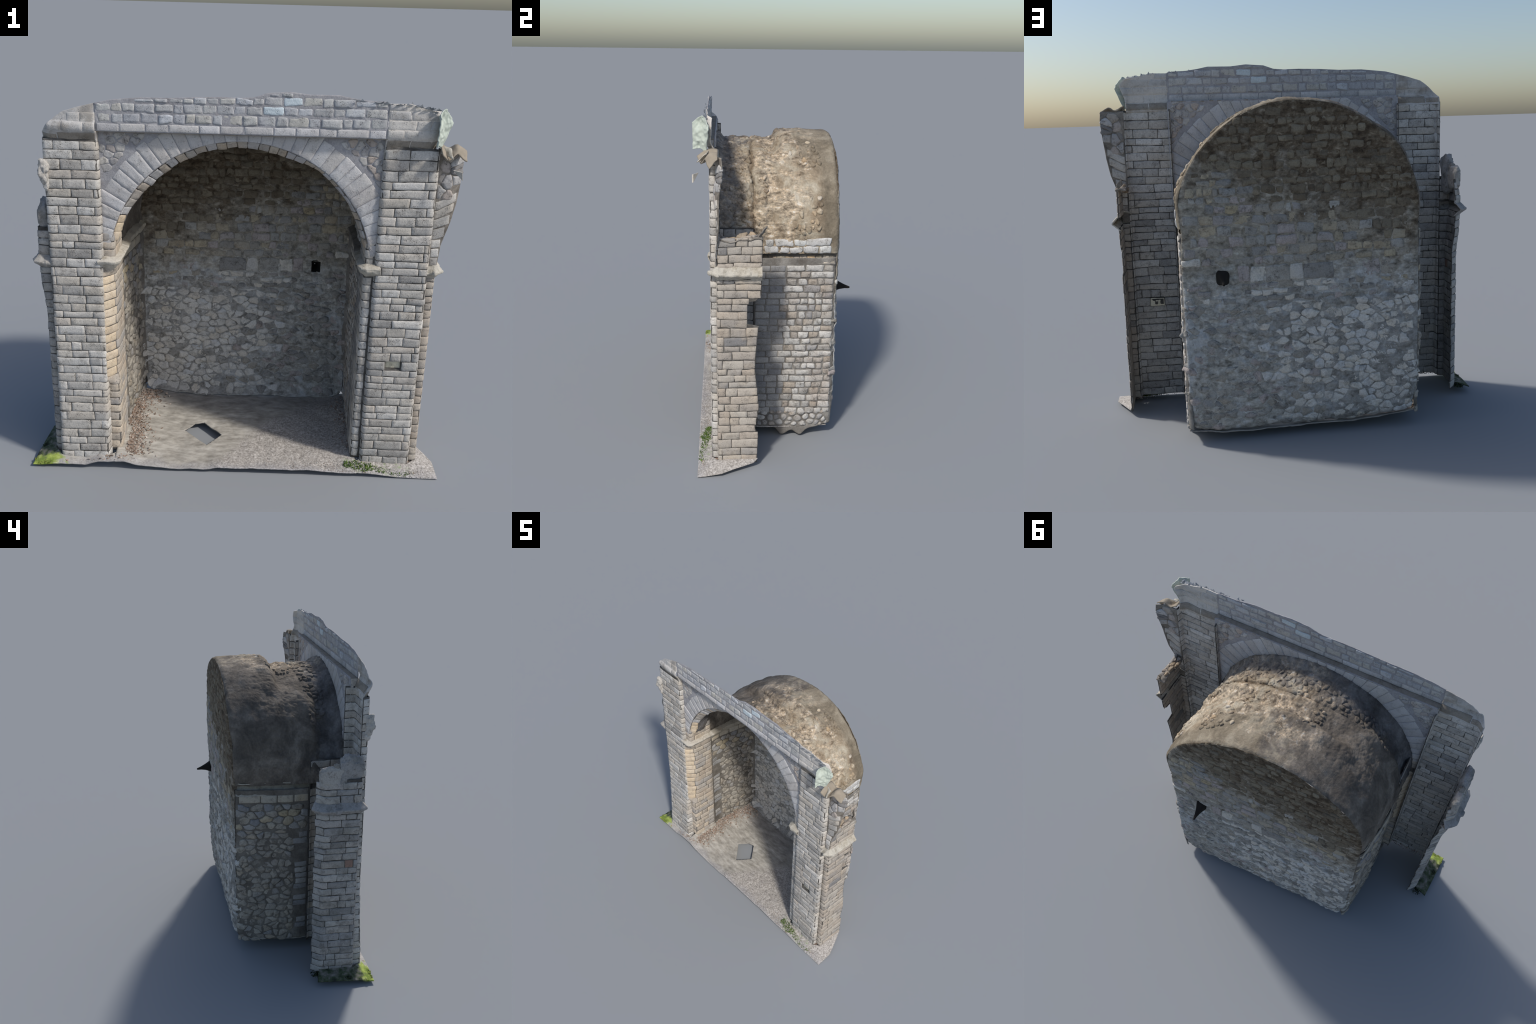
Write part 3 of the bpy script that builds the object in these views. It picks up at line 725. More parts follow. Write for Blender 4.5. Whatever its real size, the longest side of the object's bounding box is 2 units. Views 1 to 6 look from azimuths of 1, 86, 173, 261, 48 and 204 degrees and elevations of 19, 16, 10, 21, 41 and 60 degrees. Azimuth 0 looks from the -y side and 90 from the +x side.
# ================================================================== JAMBS (inside the opening)
def jamb(side):
    L = side < 0
    sx = -1 if L else 1
    xi = .580
    X, Y, K = path([(sx * (xi + .016), -.122), (sx * (xi + .002), -.140), (sx * xi, BACKSET + .004), (sx * (xi + .006), BACKSET), (sx * .632, BACKSET - .001)], .004)
    if L:   # the arris is worn back to a slope, coloured for the sunlight on it, between z .45 and 1.0
        X2, Y2, K2 = path([(sx * (xi + .016), -.122), (sx * (xi + .002), -.140), (sx * (xi + .003), -.285), (sx * .606, -.318), (sx * .636, -.350)], .010)
        def surf(u, v):
            w = sstep(.43, .45, v) * (1 - sstep(1.0, 1.02, v))
            s2 = u / K[-1] * K2[-1]
            return np.stack([X(u) * (1 - w) + X2(s2) * w, Y(u) * (1 - w) + Y2(s2) * w, v], -1)
    else:
        surf = lambda u, v: np.stack([X(u), Y(u), v], -1)
    sign = -1 if not L else 1
    sign = -sign
    jb = slab("jamb", root, "mortar", surf, sign, 0, K[-1], .05, 1.205, 110, 150, .0044, rough(.0006, 60, 50))
    zs = courses(.06, 1.2, .042)
    for a, b in zip(zs[:-1], zs[1:]):
        zm = (a + b) / 2
        if 1.015 < zm < 1.085: continue
        marks = split(.004, K[-1] - .001, .085, .4)
        marks = [m for m in marks if abs(m - K[2]) > .016 or m in (.004, K[-1] - .001)]
        arris = L and .44 < zm < 1.0
        if arris: marks = [m for m in marks if m < K[2] - .05] + [K[2] - R.uniform(.012, .030), K[-1] - .001]
        if not L: marks = sorted(set(m for m in marks if m < K[2] - .02) | {.004, K[2] + .034, K[-1] - .001})
        for p, q in zip(marks[:-1], marks[1:]):
            och = arris and q > K[2] and R.random() < (1 if .52 < zm < .93 else .5)
            if not L and p > K[2] + .03: continue
            brick("jamb_stone", "ochre" if och else "jamb" if L else "brick" if q > K[2] else "quoin", jb, surf, sign, p + .0007, q - .0007, a + .0012, b - .0012, h=.0050, r=.0028, wav=.0020)
    return jb
JL, JR = jamb(-1), jamb(1)

# ================================================================== SPANDREL with arch ring
def arch_pt(th):
    """th from 0 (right springing) to pi; jambs rise straight below z = ZC+..."""
    return RA * np.cos(th), ZC + RA * np.sin(th)
sp_flat = lambda u, v: np.stack([u, BACKSET + 0 * u, v], -1)
def spandrel_sheet(u, v):
    # u: 0..1 round the opening from right foot to left foot, v: 0 at the intrados, 1 at the frame
    th = -0.0 + u * math.pi
    th0 = .145
    t = th0 + (math.pi - 2 * th0) * u
    ix, iz = RA * np.cos(t), ZC + RA * np.sin(t)
    c, s = np.cos(t), np.sin(t)
    W, H = .634, TOPZ + .004 - ZC
    k = np.minimum(W / np.maximum(np.abs(c), 1e-6), H / np.maximum(np.abs(s), 1e-6))
    x = ix * (1 - v) + k * c * v; z = iz * (1 - v) + (ZC + k * s) * v
    return np.stack([x, BACKSET + 0 * x, z], -1)
spn = slab("spandrel", root, "light_mortar", spandrel_sheet, -1, 0, 1, 0, 1, 220, 24, .0042, rough(.0006, 50, 60))
NV = 35; RO = .727
bounds = np.cumsum([R.uniform(.85, 1.15) for _ in range(NV)]); bounds = np.concatenate([[0], bounds / bounds[-1]]) * (math.pi - .29) + .145
for a, b in zip(bounds[:-1], bounds[1:]):
    ro = RO + R.uniform(-.012, .010)
    P = [(RA * math.cos(a), ZC + RA * math.sin(a)), (ro * math.cos(a), ZC + ro * math.sin(a)), (ro * math.cos(b), ZC + ro * math.sin(b)), (RA * math.cos(b), ZC + RA * math.sin(b))]
    P = P[::-1] if poly_area(np.array(P)) < 0 else P
    P = clip(P, 0, 1, TOPZ - .002); P = clip(P, 1, 0, .624); P = clip(P, -1, 0, .630)
    if len(P) < 3: continue
    P = shrink(P, .0009)
    if len(P) >= 3: pebble_poly("voussoir", "vouss", spn, sp_flat, 1, P, h=.0044, rr=.0032, smooth=.08, wav=.0009, dens=.008)
for lo, hi in ((-.630, -.2), (.2, .624)):
    for P in cells(lo, hi, 1.22, TOPZ - .001, .040, .036, .42, .0008, lambda x, z: math.hypot(x, z - ZC) > RO + .012):
        c = np.mean(P, 0); d = c - (0, ZC); r = np.linalg.norm(d); d /= r
        P = clip(P, -d[0], -d[1], -(RO + .014 + d[1] * ZC)) if True else P
        if len(P) >= 3: pebble_poly("spandrel_stone", "spandrel", spn, sp_flat, 1, P, h=.0052, rr=.006, smooth=.2, wav=.004, dens=.005)
# strip between spandrel and pilaster above the impost is covered by the pilaster return

# ================================================================== ENTABLATURE
TOP = ctrl((-.88, 1.652), (-.873, 1.655), (-.837, 1.699), (-.80, 1.73), (-.771, 1.75), (-.699, 1.772), (-.572, 1.803), (-.433, 1.817), (-.308, 1.817), (-.197, 1.824), (-.086, 1.827), (.004, 1.826), (.053, 1.830),
           (.107, 1.849), (.204, 1.856), (.287, 1.847), (.411, 1.848), (.46, 1.838), (.523, 1.829), (.606, 1.826), (.634, 1.818), (.73, 1.82), (.787, 1.806), (.836, 1.800), (.87, 1.79))
ENT = -.360
ent_s = lambda u, v: np.stack([u, ENT + .004 * (v - TOPZ) / .15 + 0 * u, v], -1)
ent = slab("entablature", root, "light_mortar", ent_s, 1, -.634, .630, lambda u: TOPZ + 0 * u, lambda u: TOP(u), 190, 30, .0042, rough(.0009, 45, 70))
soff_s = lambda u, v: np.stack([u, v, TOPZ + .0 * u], -1)
slab("soffit", ent, "shade_browned", soff_s, -1, -.634, .630, ENT, BACKSET + .002, 60, 5, .006, rough(.0015, 50, 71))
m = split(-.628, .622, .105, .35)
for a, b in zip(m[:-1], m[1:]):
    brick("band_block", "vouss", ent, ent_s, 1, a + .0012, b - .0012, TOPZ + .001, TOPZ + .036, h=.0045, wav=.001)
rowz = [TOPZ + .038, TOPZ + .083, TOPZ + .126, TOPZ + .166, TOPZ + .205]
for k in range(4):
    m = split(-.630 + R.uniform(0, .01), .622, .066, .42)
    for a, b in zip(m[:-1], m[1:]):
        lo, hi = rowz[k] + .0012, rowz[k + 1] - .0012
        t = float(min(TOP(a), TOP(b))) - .0015
        if hi > t: hi = t
        if hi - lo < .012: continue
        g = .0011
        pal = (k == 1 and a < .170 < b) or (k == 2 and a < .19 < b)
        P = [(a + g * R.uniform(.5, 3), lo + R.uniform(-.001, .007)), (b - g * R.uniform(.5, 3), lo + R.uniform(-.001, .007)), (b - g * R.uniform(.5, 4), hi - R.uniform(-.001, .007)), (a + g * R.uniform(.5, 4), hi - R.uniform(-.001, .007))]
        pebble_poly("frieze_stone", "pale_block" if pal else "frieze", ent, ent_s, 1, P, h=.0046 * R.choice([.8, 1, 1, 1.3]), rr=.004, smooth=.16, wav=.003, dens=.005)

# cornices over the two pilasters (cavetto below, upright block above)
cy = ctrl((1.60, -.347), (1.622, -.348), (1.634, -.350), (1.648, -.357), (1.662, -.368), (1.676, -.375), (1.69, -.377), (1.702, -.371), (1.712, -.362), (1.78, -.357), (1.9, -.352))
cy_r = ctrl((1.60, -.338), (1.632, -.339), (1.646, -.344), (1.66, -.353), (1.675, -.361), (1.69, -.364), (1.72, -.360), (1.80, -.356), (1.9, -.354))
def cornice(x0, x1, prof, right):
    # the outer end is weathered: it swells below the top, then dies back to the shaft
    endx = ctrl((1.60, .852), (1.64, .850), (1.69, .856), (1.72, .868), (1.755, .880), (1.775, .868), (1.80, .842), (1.83, .82)) if right else None
    def s(u, v):
        k = (u - x0) / (x1 - x0)
        x = x0 + (endx(v) - x0) * k if right else u
        e = sstep(.80, 1.0, k) if right else sstep(.22, 0, k)
        y = prof(v) + e * e * (.030 if not right else .022) * (1 + 0 * v) + .0035 * fbm(np.stack([x, v, 0 * v + 2], -1), 15, 2, 79)
        return np.stack([x, y, v], -1)
    zb = 1.618
    o = slab("cornice", root, "cornice", s, 1, x0, x1, lambda u: zb + 0 * u, lambda u: np.maximum(TOP(u), zb + .03), 60, 54, .0044, rough(.0007, 50, 80))
    xin = x0 if right else x1
    def r(u, v): return np.stack([xin + 0 * u, prof(v) * (1 - u) + BACKSET * u, v], -1)
    slab("cornice_return", o, "cornice", r, 1, 0, 1, zb, TOPZ, 8, 14, .005, rough(.001, 40, 81))
    for a, b, mean in ((1.628, 1.664, .12), (1.666, 1.706, .07), (1.708, 1.748, .085), (1.750, 1.788, .09), (1.79, 1.825, .1)):
        mk = split(x0 + .001, x1 - .001, mean, .4)
        for p, q in zip(mk[:-1], mk[1:]):
            hi = min(b, float(min(TOP(p), TOP(q))) - .002)
            if hi - a > .012: brick("cornice_block", "shade_browned" if a < 1.65 else "cornice", o, s, 1, p + .0007, q - .0007, a + .0005, hi - .0005, h=.0042, r=.0035, wav=.0012)
    return o
CL = cornice(-.872, -.632, cy, False)
CR = cornice(.626, .862, cy_r, True)
# ragged dry growth on the right end of the wall head
tv, tf = [], []
for i in range(46):
    x = .84 - .37 * R.random() ** 1.5; z = float(TOP(x)) - .006; y = ENT + R.uniform(-.012, .004)
    w, h = R.uniform(.006, .016), R.uniform(.004, .016) * (1 if x > .6 else .7)
    lx, ly = R.uniform(-.010, .010), R.uniform(-.012, .006)
    n = len(tv)
    tv += [(x - w, y, z), (x + w, y + .002, z), (x, y + .006, z), (x + lx, y + ly, z + h)]
    tf += [[n, n + 1, n + 3], [n + 1, n + 2, n + 3], [n + 2, n, n + 3], [n, n + 2, n + 1]]
o = add("dry_tuft", tv, tf, "dry", ent, False); o["kind"] = "stuff"

# ================================================================== IMPOSTS
def impost(name, pts, offz, mat, parent, sign, nu=60, seed=90, worn=1.0):
    """moulding: profile offsets swept along a plan path"""
    X, Y, K = path(pts, .0015)
    oz = np.array(offz); kk = np.linspace(0, 1, len(oz))
    def s(u, v):
        e = 1e-3
        tx, ty = X(u + e) - X(u - e), Y(u + e) - Y(u - e); l = np.hypot(tx, ty); nx, ny = ty / l * sign, -tx / l * sign
        o = np.interp(v, kk, oz[:, 0]); z = np.interp(v, kk, oz[:, 1]) - worn * .0022 * np.clip(fbm(np.stack([u, 0 * u, 0 * u + seed], -1), 30, 2, seed), -.5, 1)
        return np.stack([X(u) + nx * o, Y(u) + ny * o, z], -1)
    o = slab(name, parent, mat, s, sign, 0, K[-1], 0, 1, nu, (len(oz) - 1) * 4 + 1, .005, lambda p, U, V: worn * .0012 * fbm(p, 38, 3, seed) - worn * .006 * sstep(.35, .8, fbm(p, 21, 2, seed + 5)) * sstep(.3, .5, V) * (1 - sstep(.7, .9, V)))
    o.data.set_sharp_from_angle(angle=math.radians(28))
    return o, s, K
prof_in = [(-.004, 1.086), (.012, 1.080), (.032, 1.072), (.034, 1.070), (.032, 1.062), (.008, 1.036), (-.003, 1.026)]
imL, sL, KL = impost("impost", [(-.650, -.328), (-.583, -.328), (-.583, -.12)], prof_in, "impost", JL, 1, 150, 91)
imR, sR, KR = impost("impost", [(.645, -.328), (.581, -.328), (.581, -.12)], prof_in, "impost", JR, -1, 150, 92)
prof_out = [(-.004, 1.092), (.008, 1.082), (.026, 1.064), (.036, 1.055), (.035, 1.050), (.010, 1.032), (-.004, 1.018)]
imoL, _, _ = impost("impost", [(-.864, -.316), (-.924, -.316), (-.921, -.125), (-.880, -.085)], prof_out, "left_side", PL[1], -1, 130, 93, 1.8)
imoR, _, _ = impost("impost", [(.858, -.312), (.903, -.312), (.904, -.095)], prof_out, "impost", PR[1], 1, 130, 94, 2.4)

# ================================================================== NICHE
WALL_L, WALL_R = -.572, .594
def back_profile():
    right = [(.578, .068), (.592, .15), (.597, .36), (.596, .6), (.60, .845), (.599, .98), (.590, 1.05)]
    arch = [(.601, 1.09), (.604, 1.22), (.575, 1.305), (.51, 1.417), (.416, 1.516), (.309, 1.593), (.188, 1.641), (.068, 1.658), (-.068, 1.650), (-.159, 1.632), (-.281, 1.573), (-.405, 1.491), (-.468, 1.429), (-.535, 1.304), (-.566, 1.179), (-.567, 1.10)]
    left = [(-.560, 1.05), (-.562, .861), (-.562, .616), (-.560, .365), (-.552, .169), (-.522, .085)]
    bot = [(-.46, .078), (-.37, .066), (-.30, .069), (-.23, .051), (-.10, .060), (.05, .054), (.16, .062), (.29, .049), (.38, .056), (.45, .048), (.51, .060)]
    return right, arch, left, bot
rt_, ar_, le_, bo_ = back_profile()
outline = np.array(rt_ + ar_ + le_ + bo_)
oc = np.vstack([outline, outline[:1]]); od = np.concatenate([[0], np.cumsum(np.linalg.norm(np.diff(oc, axis=0), axis=1))])
tt = np.linspace(0, od[-1], 900, endpoint=False)
OX = np.interp(tt, od, oc[:, 0]); OZ = np.interp(tt, od, oc[:, 1])
for _ in range(40):
    OX = .5 * OX + .25 * (np.roll(OX, 1) + np.roll(OX, -1)); OZ = .5 * OZ + .25 * (np.roll(OZ, 1) + np.roll(OZ, -1))
CX, CZ = .015, .85
oa = np.arctan2(OZ - CZ, OX - CX); orr = np.hypot(OX - CX, OZ - CZ)
so = np.argsort(oa); oa, orr = oa[so], orr[so]
oa = np.concatenate([oa - 2 * math.pi, oa, oa + 2 * math.pi]); orr = np.tile(orr, 3)
def edge_dist(x, z):
    a = np.arctan2(z - CZ, x - CX); r = np.hypot(x - CX, z - CZ)
    k = np.interp(a, oa, orr)
    e = .02; k2 = np.interp(a + e, oa, orr); slope = (k2 - k) / (e * k)
    return (k - r) / np.sqrt(1 + slope ** 2)
RB = .028
def y_mid(x, z):
    y = np.interp(x, [-.58, -.42, -.26, 0, .2, .4, .6], [.301, .308, .307, .314, .320, .325, .322])
    return y + np.interp(z, [.05, .10, .2, .35, .8, 1.2, 1.5, 1.66], [-.026, -.012, -.001, .001, 0, .002, .007, .010])
def back_y(x, z):
    d = np.clip(edge_dist(x, z), 0, RB)
    return y_mid(x, z) - .008 * (1 - sstep(0, .05, edge_dist(x, z))) * (1 - sstep(.10, .22, z)) - (RB - np.sqrt(np.maximum(0, RB ** 2 - (RB - np.minimum(d, RB)) ** 2)))
def bulge(x, z):
    p = np.stack([x, 0 * x, z], -1)
    return .0040 * fbm(p, 8, 3, 101) + (.0100 * np.abs(fbm(p, 22, 3, 102)) - .0045) * (1 - .6 * sstep(.7, 1.0, z))
back_s = lambda u, v: np.stack([u, back_y(u, v) + bulge(u, v), v], -1)
def back_polar(u, v):
    k = np.interp(u, oa, orr) * v * (.986 + .014 * sstep(.70, .80, -np.sin(u)))
    x, z = CX + k * np.cos(u), CZ + k * np.sin(u)
    return np.stack([x, back_y(x, z) + bulge(x, z), z], -1)
bd_old = lambda p, U, V: .005 * fbm(p, 11, 3, 101) + .0045 * np.abs(fbm(p, 32, 2, 102)) * (1 - sstep(.7, 1.0, p[..., 2])) 
vv = (1 - (1 - np.linspace(0.003, 1, 140)) ** 1.25)
Ug, Vg = np.meshgrid(np.linspace(-math.pi, math.pi, 541), vv, indexing="ij")
HX, HZ = .403, .832
kp = np.ones((540, 139), bool)
bx = back_polar(Ug, Vg); mx = .25 * (bx[:-1, :-1] + bx[1:, :-1] + bx[1:, 1:] + bx[:-1, 1:])
kp &= ~((np.abs(mx[..., 0] - HX) < .024) & (np.abs(mx[..., 2] - HZ) < .030))
def back_flat(u, v): return back_polar(u, v)
vs_, fs_ = slab_mesh(Ug, Vg, back_flat, 1, .005, rough(.0008, 60, 103), kp)
bw = add("back_wall", vs_, fs_, "back", root)
# centre plug of the polar sheet is covered by stones; put-log hole tapering out through the wall
N = 16; hv, hf = [], []
sq = lambda t, a: (np.sign(math.cos(t)) * abs(math.cos(t)) ** .6 * a, np.sign(math.sin(t)) * abs(math.sin(t)) ** .6 * a)
rings = [(.326, .038, HX, HZ), (.342, .031, HX, HZ), (.366, .020, HX, HZ - .004), (.395, .0105, HX, HZ - .010), (.412, .0075, HX, HZ - .014), (.424, .0045, HX, HZ - .016)]
for thick in (0, .0035):
    for y, r, x, z in rings:
        for i in range(N):
            a, b = sq(2 * math.pi * i / N, max(r - thick, .0015)); hv.append((x + a * .85, y, z + b))
nr = len(rings)
for t in range(2):
    for j in range(nr - 1):
        for i in range(N):
            a = t * nr * N + j * N; f = [a + i, a + (i + 1) % N, a + N + (i + 1) % N, a + N + i]
            hf.append(f if t == 0 else f[::-1])
for j in (0, nr - 1):
    for i in range(N):
        f = [j * N + i, nr * N + j * N + i, nr * N + j * N + (i + 1) % N, j * N + (i + 1) % N]
        hf.append(f if j == 0 else f[::-1])
add("putlog_hole", hv, hf, "hole", bw)

back_stone = lambda u, v: np.stack([u, back_y(u, v) + .85 * bulge(u, v), v], -1)
def in_wall(m, lo=-9, hi=9):
    return lambda x, z: edge_dist(np.array(x), np.array(z)) > m and lo < z < hi and not (abs(x - HX) < .045 and abs(z - HZ) < .05)
def back_mat(x, z):
    if z > 1.17 + .35 * x + R.gauss(0, .035): return "dark_course"
    if z > .78 and x < -.15 + R.uniform(-.15, .2): return R.choice(["brown_course", "brown_course", "dim_rubble"])
    if z > .95: return R.choice(["brown_course", "dim_rubble", "dim_rubble"])
    return R.choice(["rubble", "dim_rubble", "dim_rubble"])
# lower half: sharp random rubble on the one side, smeared lumps on the other
for P in cells(-.58, .62, .05, .70, .056, .037, .47, .0009, in_wall(.010)):
    c = np.mean(P, 0)
    crisp = c[0] - .35 * (c[1] - .35) < .08 + R.gauss(0, .13)
    if R.random() < (.03 if crisp else .25): continue
    hgt = .0058 * R.choice([.35, .7, 1, 1, 1.5])
    pebble_poly("rubble_stone", "rubble" if crisp else "dim_rubble", bw, back_stone, -1, P, h=hgt, rr=.008 if crisp else .018, smooth=.22 if crisp else .45, wav=.006, dens=.006, lift=-.0006)
# above, rough courses: a band of large blocks, small coursed stones, then the dark brown head
def coursed(z0, z1, pitch, mean, h, r, wav, kind, keep, jit=.005):
    zs = courses(z0, z1, pitch, .18)
    for a, b in zip(zs[:-1], zs[1:]):
        x = -.60 + R.uniform(0, .03)
        while x < .61:
            w = mean * R.uniform(.55, 1.6); xm, zm = x + w / 2, (a + b) / 2
            if not (x - .006 < HX + .036 and x + w + .006 > HX - .036 and a - .004 < HZ + .040 and b + .004 > HZ - .040) and in_wall(.014)(x + .004, zm) and in_wall(.014)(x + w - .004, zm) and in_wall(.012)(xm, b) and R.random() < keep:
                brick(kind, back_mat(xm, zm), bw, back_stone, -1, x + .001, x + w - .001, a + .001 + R.uniform(0, .004), b - .001 - R.uniform(0, .004), h=h * R.choice([.5, .8, 1, 1.2]), r=r, wav=wav, jit=jit)
            x += w
coursed(.70, .80, .034, .052, .0062, .008, .006, "wall_block", .9)
coursed(.80, .885, .085, .105, .0058, .008, .005, "wall_block", .93)
coursed(.885, 1.13, .047, .062, .0062, .009, .005, "wall_block", .92)
coursed(1.13, 1.65, .040, .052, .0056, .012, .006, "head_stone", .85)

# ---- side walls of the niche
def wall_x(side, y, z):
    x = wl_x(y) if side < 0 else wr_x(y)
    return x - side * (.003 * np.exp(-((y + .127) / .007) ** 2) + .010 * (1 - sstep(.15, .6, z)) * (1 - sstep(.0, .2, y)) * (side > 0) + .007 * (1 - sstep(.2, .5, z)) * (side < 0)) + .0035 * fbm(np.stack([0 * y, y, z], -1), 13, 3, 110 + side)
def wall_end(side): return .296 - RB - .004 if side < 0 else .322 - RB - .004
def niche_surf(side):
    ye = wall_end(side)
    def s(u, v):
        a = np.clip((u - ye) / RB, 0, 1.4); y = np.minimum(u, ye)
        return np.stack([wall_x(side, y, v) - side * RB * (1 - np.cos(a)), y + RB * np.sin(a) - .007 * sstep(ye - .06, ye, u) * (1 - sstep(.08, .22, v)), v], -1)
    return s
nl, nr_ = niche_surf(-1), niche_surf(1)
WER, WEL = wall_end(1), wall_end(-1)
NR = slab("niche_wall", root, "niche_mortar", nr_, -1, -.135, WER + RB * 1.38, lambda u: .055 - .048 * sstep(-.02, .03, u) * (1 - sstep(.13, .22, u)) * (.7 + .3 * np.cos((u - .04) * 62)) + .022 * sstep(.20, .31, u), lambda u: 1.045 + 0 * u, 90, 140, .0046, rough(.0008, 50, 110))
NL = slab("niche_wall", root, "rubble_mortar", nl, 1, -.135, WEL + RB * 1.38, lambda u: .074 + .03 * sstep(.2, .27, u), lambda u: 1.045 + 0 * u, 90, 140, .0046, rough(.0008, 50, 112))
zs = courses(.07, 1.005, .0375, .1)
for a, b in zip(zs[:-1], zs[1:]):
    zm = (a + b) / 2
    q0 = .035 + R.uniform(-.03, .02)
    if zm > .16:
        mk = split(-.118, q0, .072, .3)
        for p, q in zip(mk[:-1], mk[1:]): brick("niche_stone", "quoin", NR, nr_, -1, p + .0012, q - .0012, a + .0013, b - .0013, h=.005, wav=.0018)
        mk = split(q0, WER + .012, .052 if R.random() < .75 else .08, .35)
        for p, q in zip(mk[:-1], mk[1:]):
            brick("niche_stone", "niche" if zm > .12 else "rubble", NR, nr_, -1, p + .0016, q - .0016, a + .0016, b - .0016, h=.0075, r=.007, wav=.0034, jit=.0034)
    # left: dressed edge at the front, coursed rubble behind
    e = -.045 + R.uniform(-.03, .02)
    if R.random() < .8 and zm < .8:
        mk = split(-.118, e, .07, .2)
        for p, q in zip(mk[:-1], mk[1:]): brick("niche_stone", "quoin", NL, nl, 1, p + .0016, q - .0016, a + .0018, b - .0018, h=.004, wav=.0012)
for P in cells(-.118, WER + .01, .065, .16, .04, .034, .4, .002): pebble_poly("niche_rubble", "niche", NR, nr_, -1, P, h=.009, rr=.011)
for P in cells(-.04, WEL + .034, .065, .80, .050, .036, .47, .0010): pebble_poly("niche_rubble", "left_rubble", NL, nl, 1, P, h=.008 * R.choice([.35, .6, 1, 1.3]), rr=.010, smooth=.22, wav=.006, dens=.006)
for P in cells(-.118, WEL + .034, .80, .965, .06, .040, .28, .0015): pebble_poly("niche_rubble", R.choice(["left_rubble", "left_rubble", "quoin", "brown_course"]), NL, nl, 1, P, h=.008 * R.choice([.5, 1, 1.2]), rr=.008, smooth=.2, wav=.005, dens=.006)
mk = split(-.118, WEL + .01, .11, .25)
for p, q in zip(mk[:-1], mk[1:]): brick("niche_stone", "ledge", NL, nl, 1, p + .002, q - .002, .968, 1.012, h=.006, wav=.0015)

# ---- ledge at the springing, all along both flanks
prof_l = [(.0, 1.084), (.016, 1.078), (.032, 1.070), (.034, 1.064), (.031, 1.056), (.014, 1.034), (-.002, 1.008)]
lL, slL, klL = impost("ledge", [(-.584, -.125), (-.596, .0), (-.575, .262), (-.560, .290)], prof_l, "ledge", NL, 1, 60, 95)
lR, slR, klR = impost("ledge", [(.584, -.125), (.598, .0), (.599, .308)], prof_l, "niche_mortar", NR, -1, 60, 96)
mk = split(.004, klR[-1] - .004, .036, .35)
for p, q in zip(mk[:-1], mk[1:]): brick("ledge_stone", R.choice(["ochre", "ledge", "jamb"]), lR, slR, -1, p + .001, q - .001, .68, .99, h=.005, r=.006) if False else None
lb = lambda u, v: slR(u, np.clip(v, 0, 1))
def lseg(u, v): return slR(u, .70 + (v / .045) * .28)
for p, q in zip(mk[:-1], mk[1:]): brick("ledge_stone", R.choice(["lump", "jamb", "brown_course", "lump"]), lR, lseg, -1, p + .0014, q - .0012, .002, .044, h=.004, r=.004)

# ---- barrel vault: front arch band, groove, then the deeper vault swelling up behind
ai = np.arctan2(OZ - 1.09, OX - .018); ar2 = np.hypot(OX - .018, OZ - 1.09)
msk = OZ > 1.06; ai, ar2 = ai[msk], ar2[msk]; k_ = np.argsort(ai); ai, ar2 = ai[k_], ar2[k_]
def vault_base(u, v):
    """u: 0..pi from the right springing to the left, v: depth, 0 at the facade, 1 at the rear rim, beyond 1 the rim turns over"""
    k = np.asarray(u) / math.pi
    tf = .07 + (math.pi - .14) * k; tb = -.035 + (math.pi + .07) * k
    fx, fz = RA * np.cos(tf), ZC + RA * np.sin(tf)
    r = np.interp(tb, ai, ar2); bx, bz = .018 + r * np.cos(tb), 1.09 + r * np.sin(tb)
    ye = y_mid(bx, bz) - RB
    y = BACKSET + (ye - BACKSET) * np.minimum(v, 1.0)
    sn, cs = np.sin(tf), np.cos(tf)
    crown = sstep(.78, .95, sn)
    w = crown * sstep(-.005, .06, y) + (1 - crown) * sstep(-.12, .16, y)
    x, z = fx * (1 - w) + bx * w, fz * (1 - w) + bz * w
    win = sstep(-.315, -.275, y) * (1 - sstep(-.01, .04, y))
    yy = y + .127 + .007 * np.sin(tf * 7 + 1) + .005 * np.sin(tf * 17)
    dr = -.012 * np.exp(-(yy / .008) ** 2) * sstep(-.35, .1, cs) - (.030 * crown + (1 - crown) * sstep(.05, .3, sn) * np.where(cs < 0, .022 + .014 * sstep(-.9, -.7, cs) * (1 - sstep(-.3, -.1, cs)), .010) * (1 - sstep(-.20, -.14, y))) * win
    dr = dr + .012 * np.exp(-((y + .08) / .025) ** 2) * (1 - .6 * crown) * sstep(.0, .3, cs)                      # a proud course behind the groove
    dr = dr - .014 * sstep(.10, .35, cs) * (1 - sstep(.80, .95, cs)) * sstep(-.07, .0, y) * (1 - .5 * sstep(.15, .28, y))   # right haunch sags
    dr = dr + .012 * sstep(.70, .92, -cs) * sstep(.0, .1, y) * (1 - sstep(.19, .25, y)) - .008 * crown * np.exp(-((y + .03) / .04) ** 2)
    dr = dr + .008 * sstep(.15, .45, -cs) * sstep(-.02, .06, y) * (1 - sstep(.17, .25, y))                           # left haunch swells
    a = np.clip(v - 1, 0, 1) * 2.2
    dr = dr - RB * (1 - np.cos(a)); y = y + RB * np.sin(a)
    return np.stack([x + dr * np.cos(tf), y, z + dr * np.sin(tf)], -1)
def vd(p, U, V):
    rug = (1 - sstep(.72, .88, V)) * (.45 + .55 * sstep(-.15, .1, p[..., 0]))
    return -(.0050 * fbm(p, 13, 3, 120) + rug * (.0080 * np.abs(fbm(p, 30, 3, 121)) - .001 + .0028 * fbm(p, 95, 2, 122)))
vault_s = relief(vault_base, 1, vd)
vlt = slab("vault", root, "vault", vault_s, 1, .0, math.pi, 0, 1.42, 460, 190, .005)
uv_metric = lambda f: (lambda u, v: f(u / .6, (v - BACKSET) / .61))   # scale angle to metres
vs2 = uv_metric(vault_s)
vsm = uv_metric(relief(vault_base, 1, lambda p, U, V: -.0050 * fbm(p, 13, 3, 120) - .002))
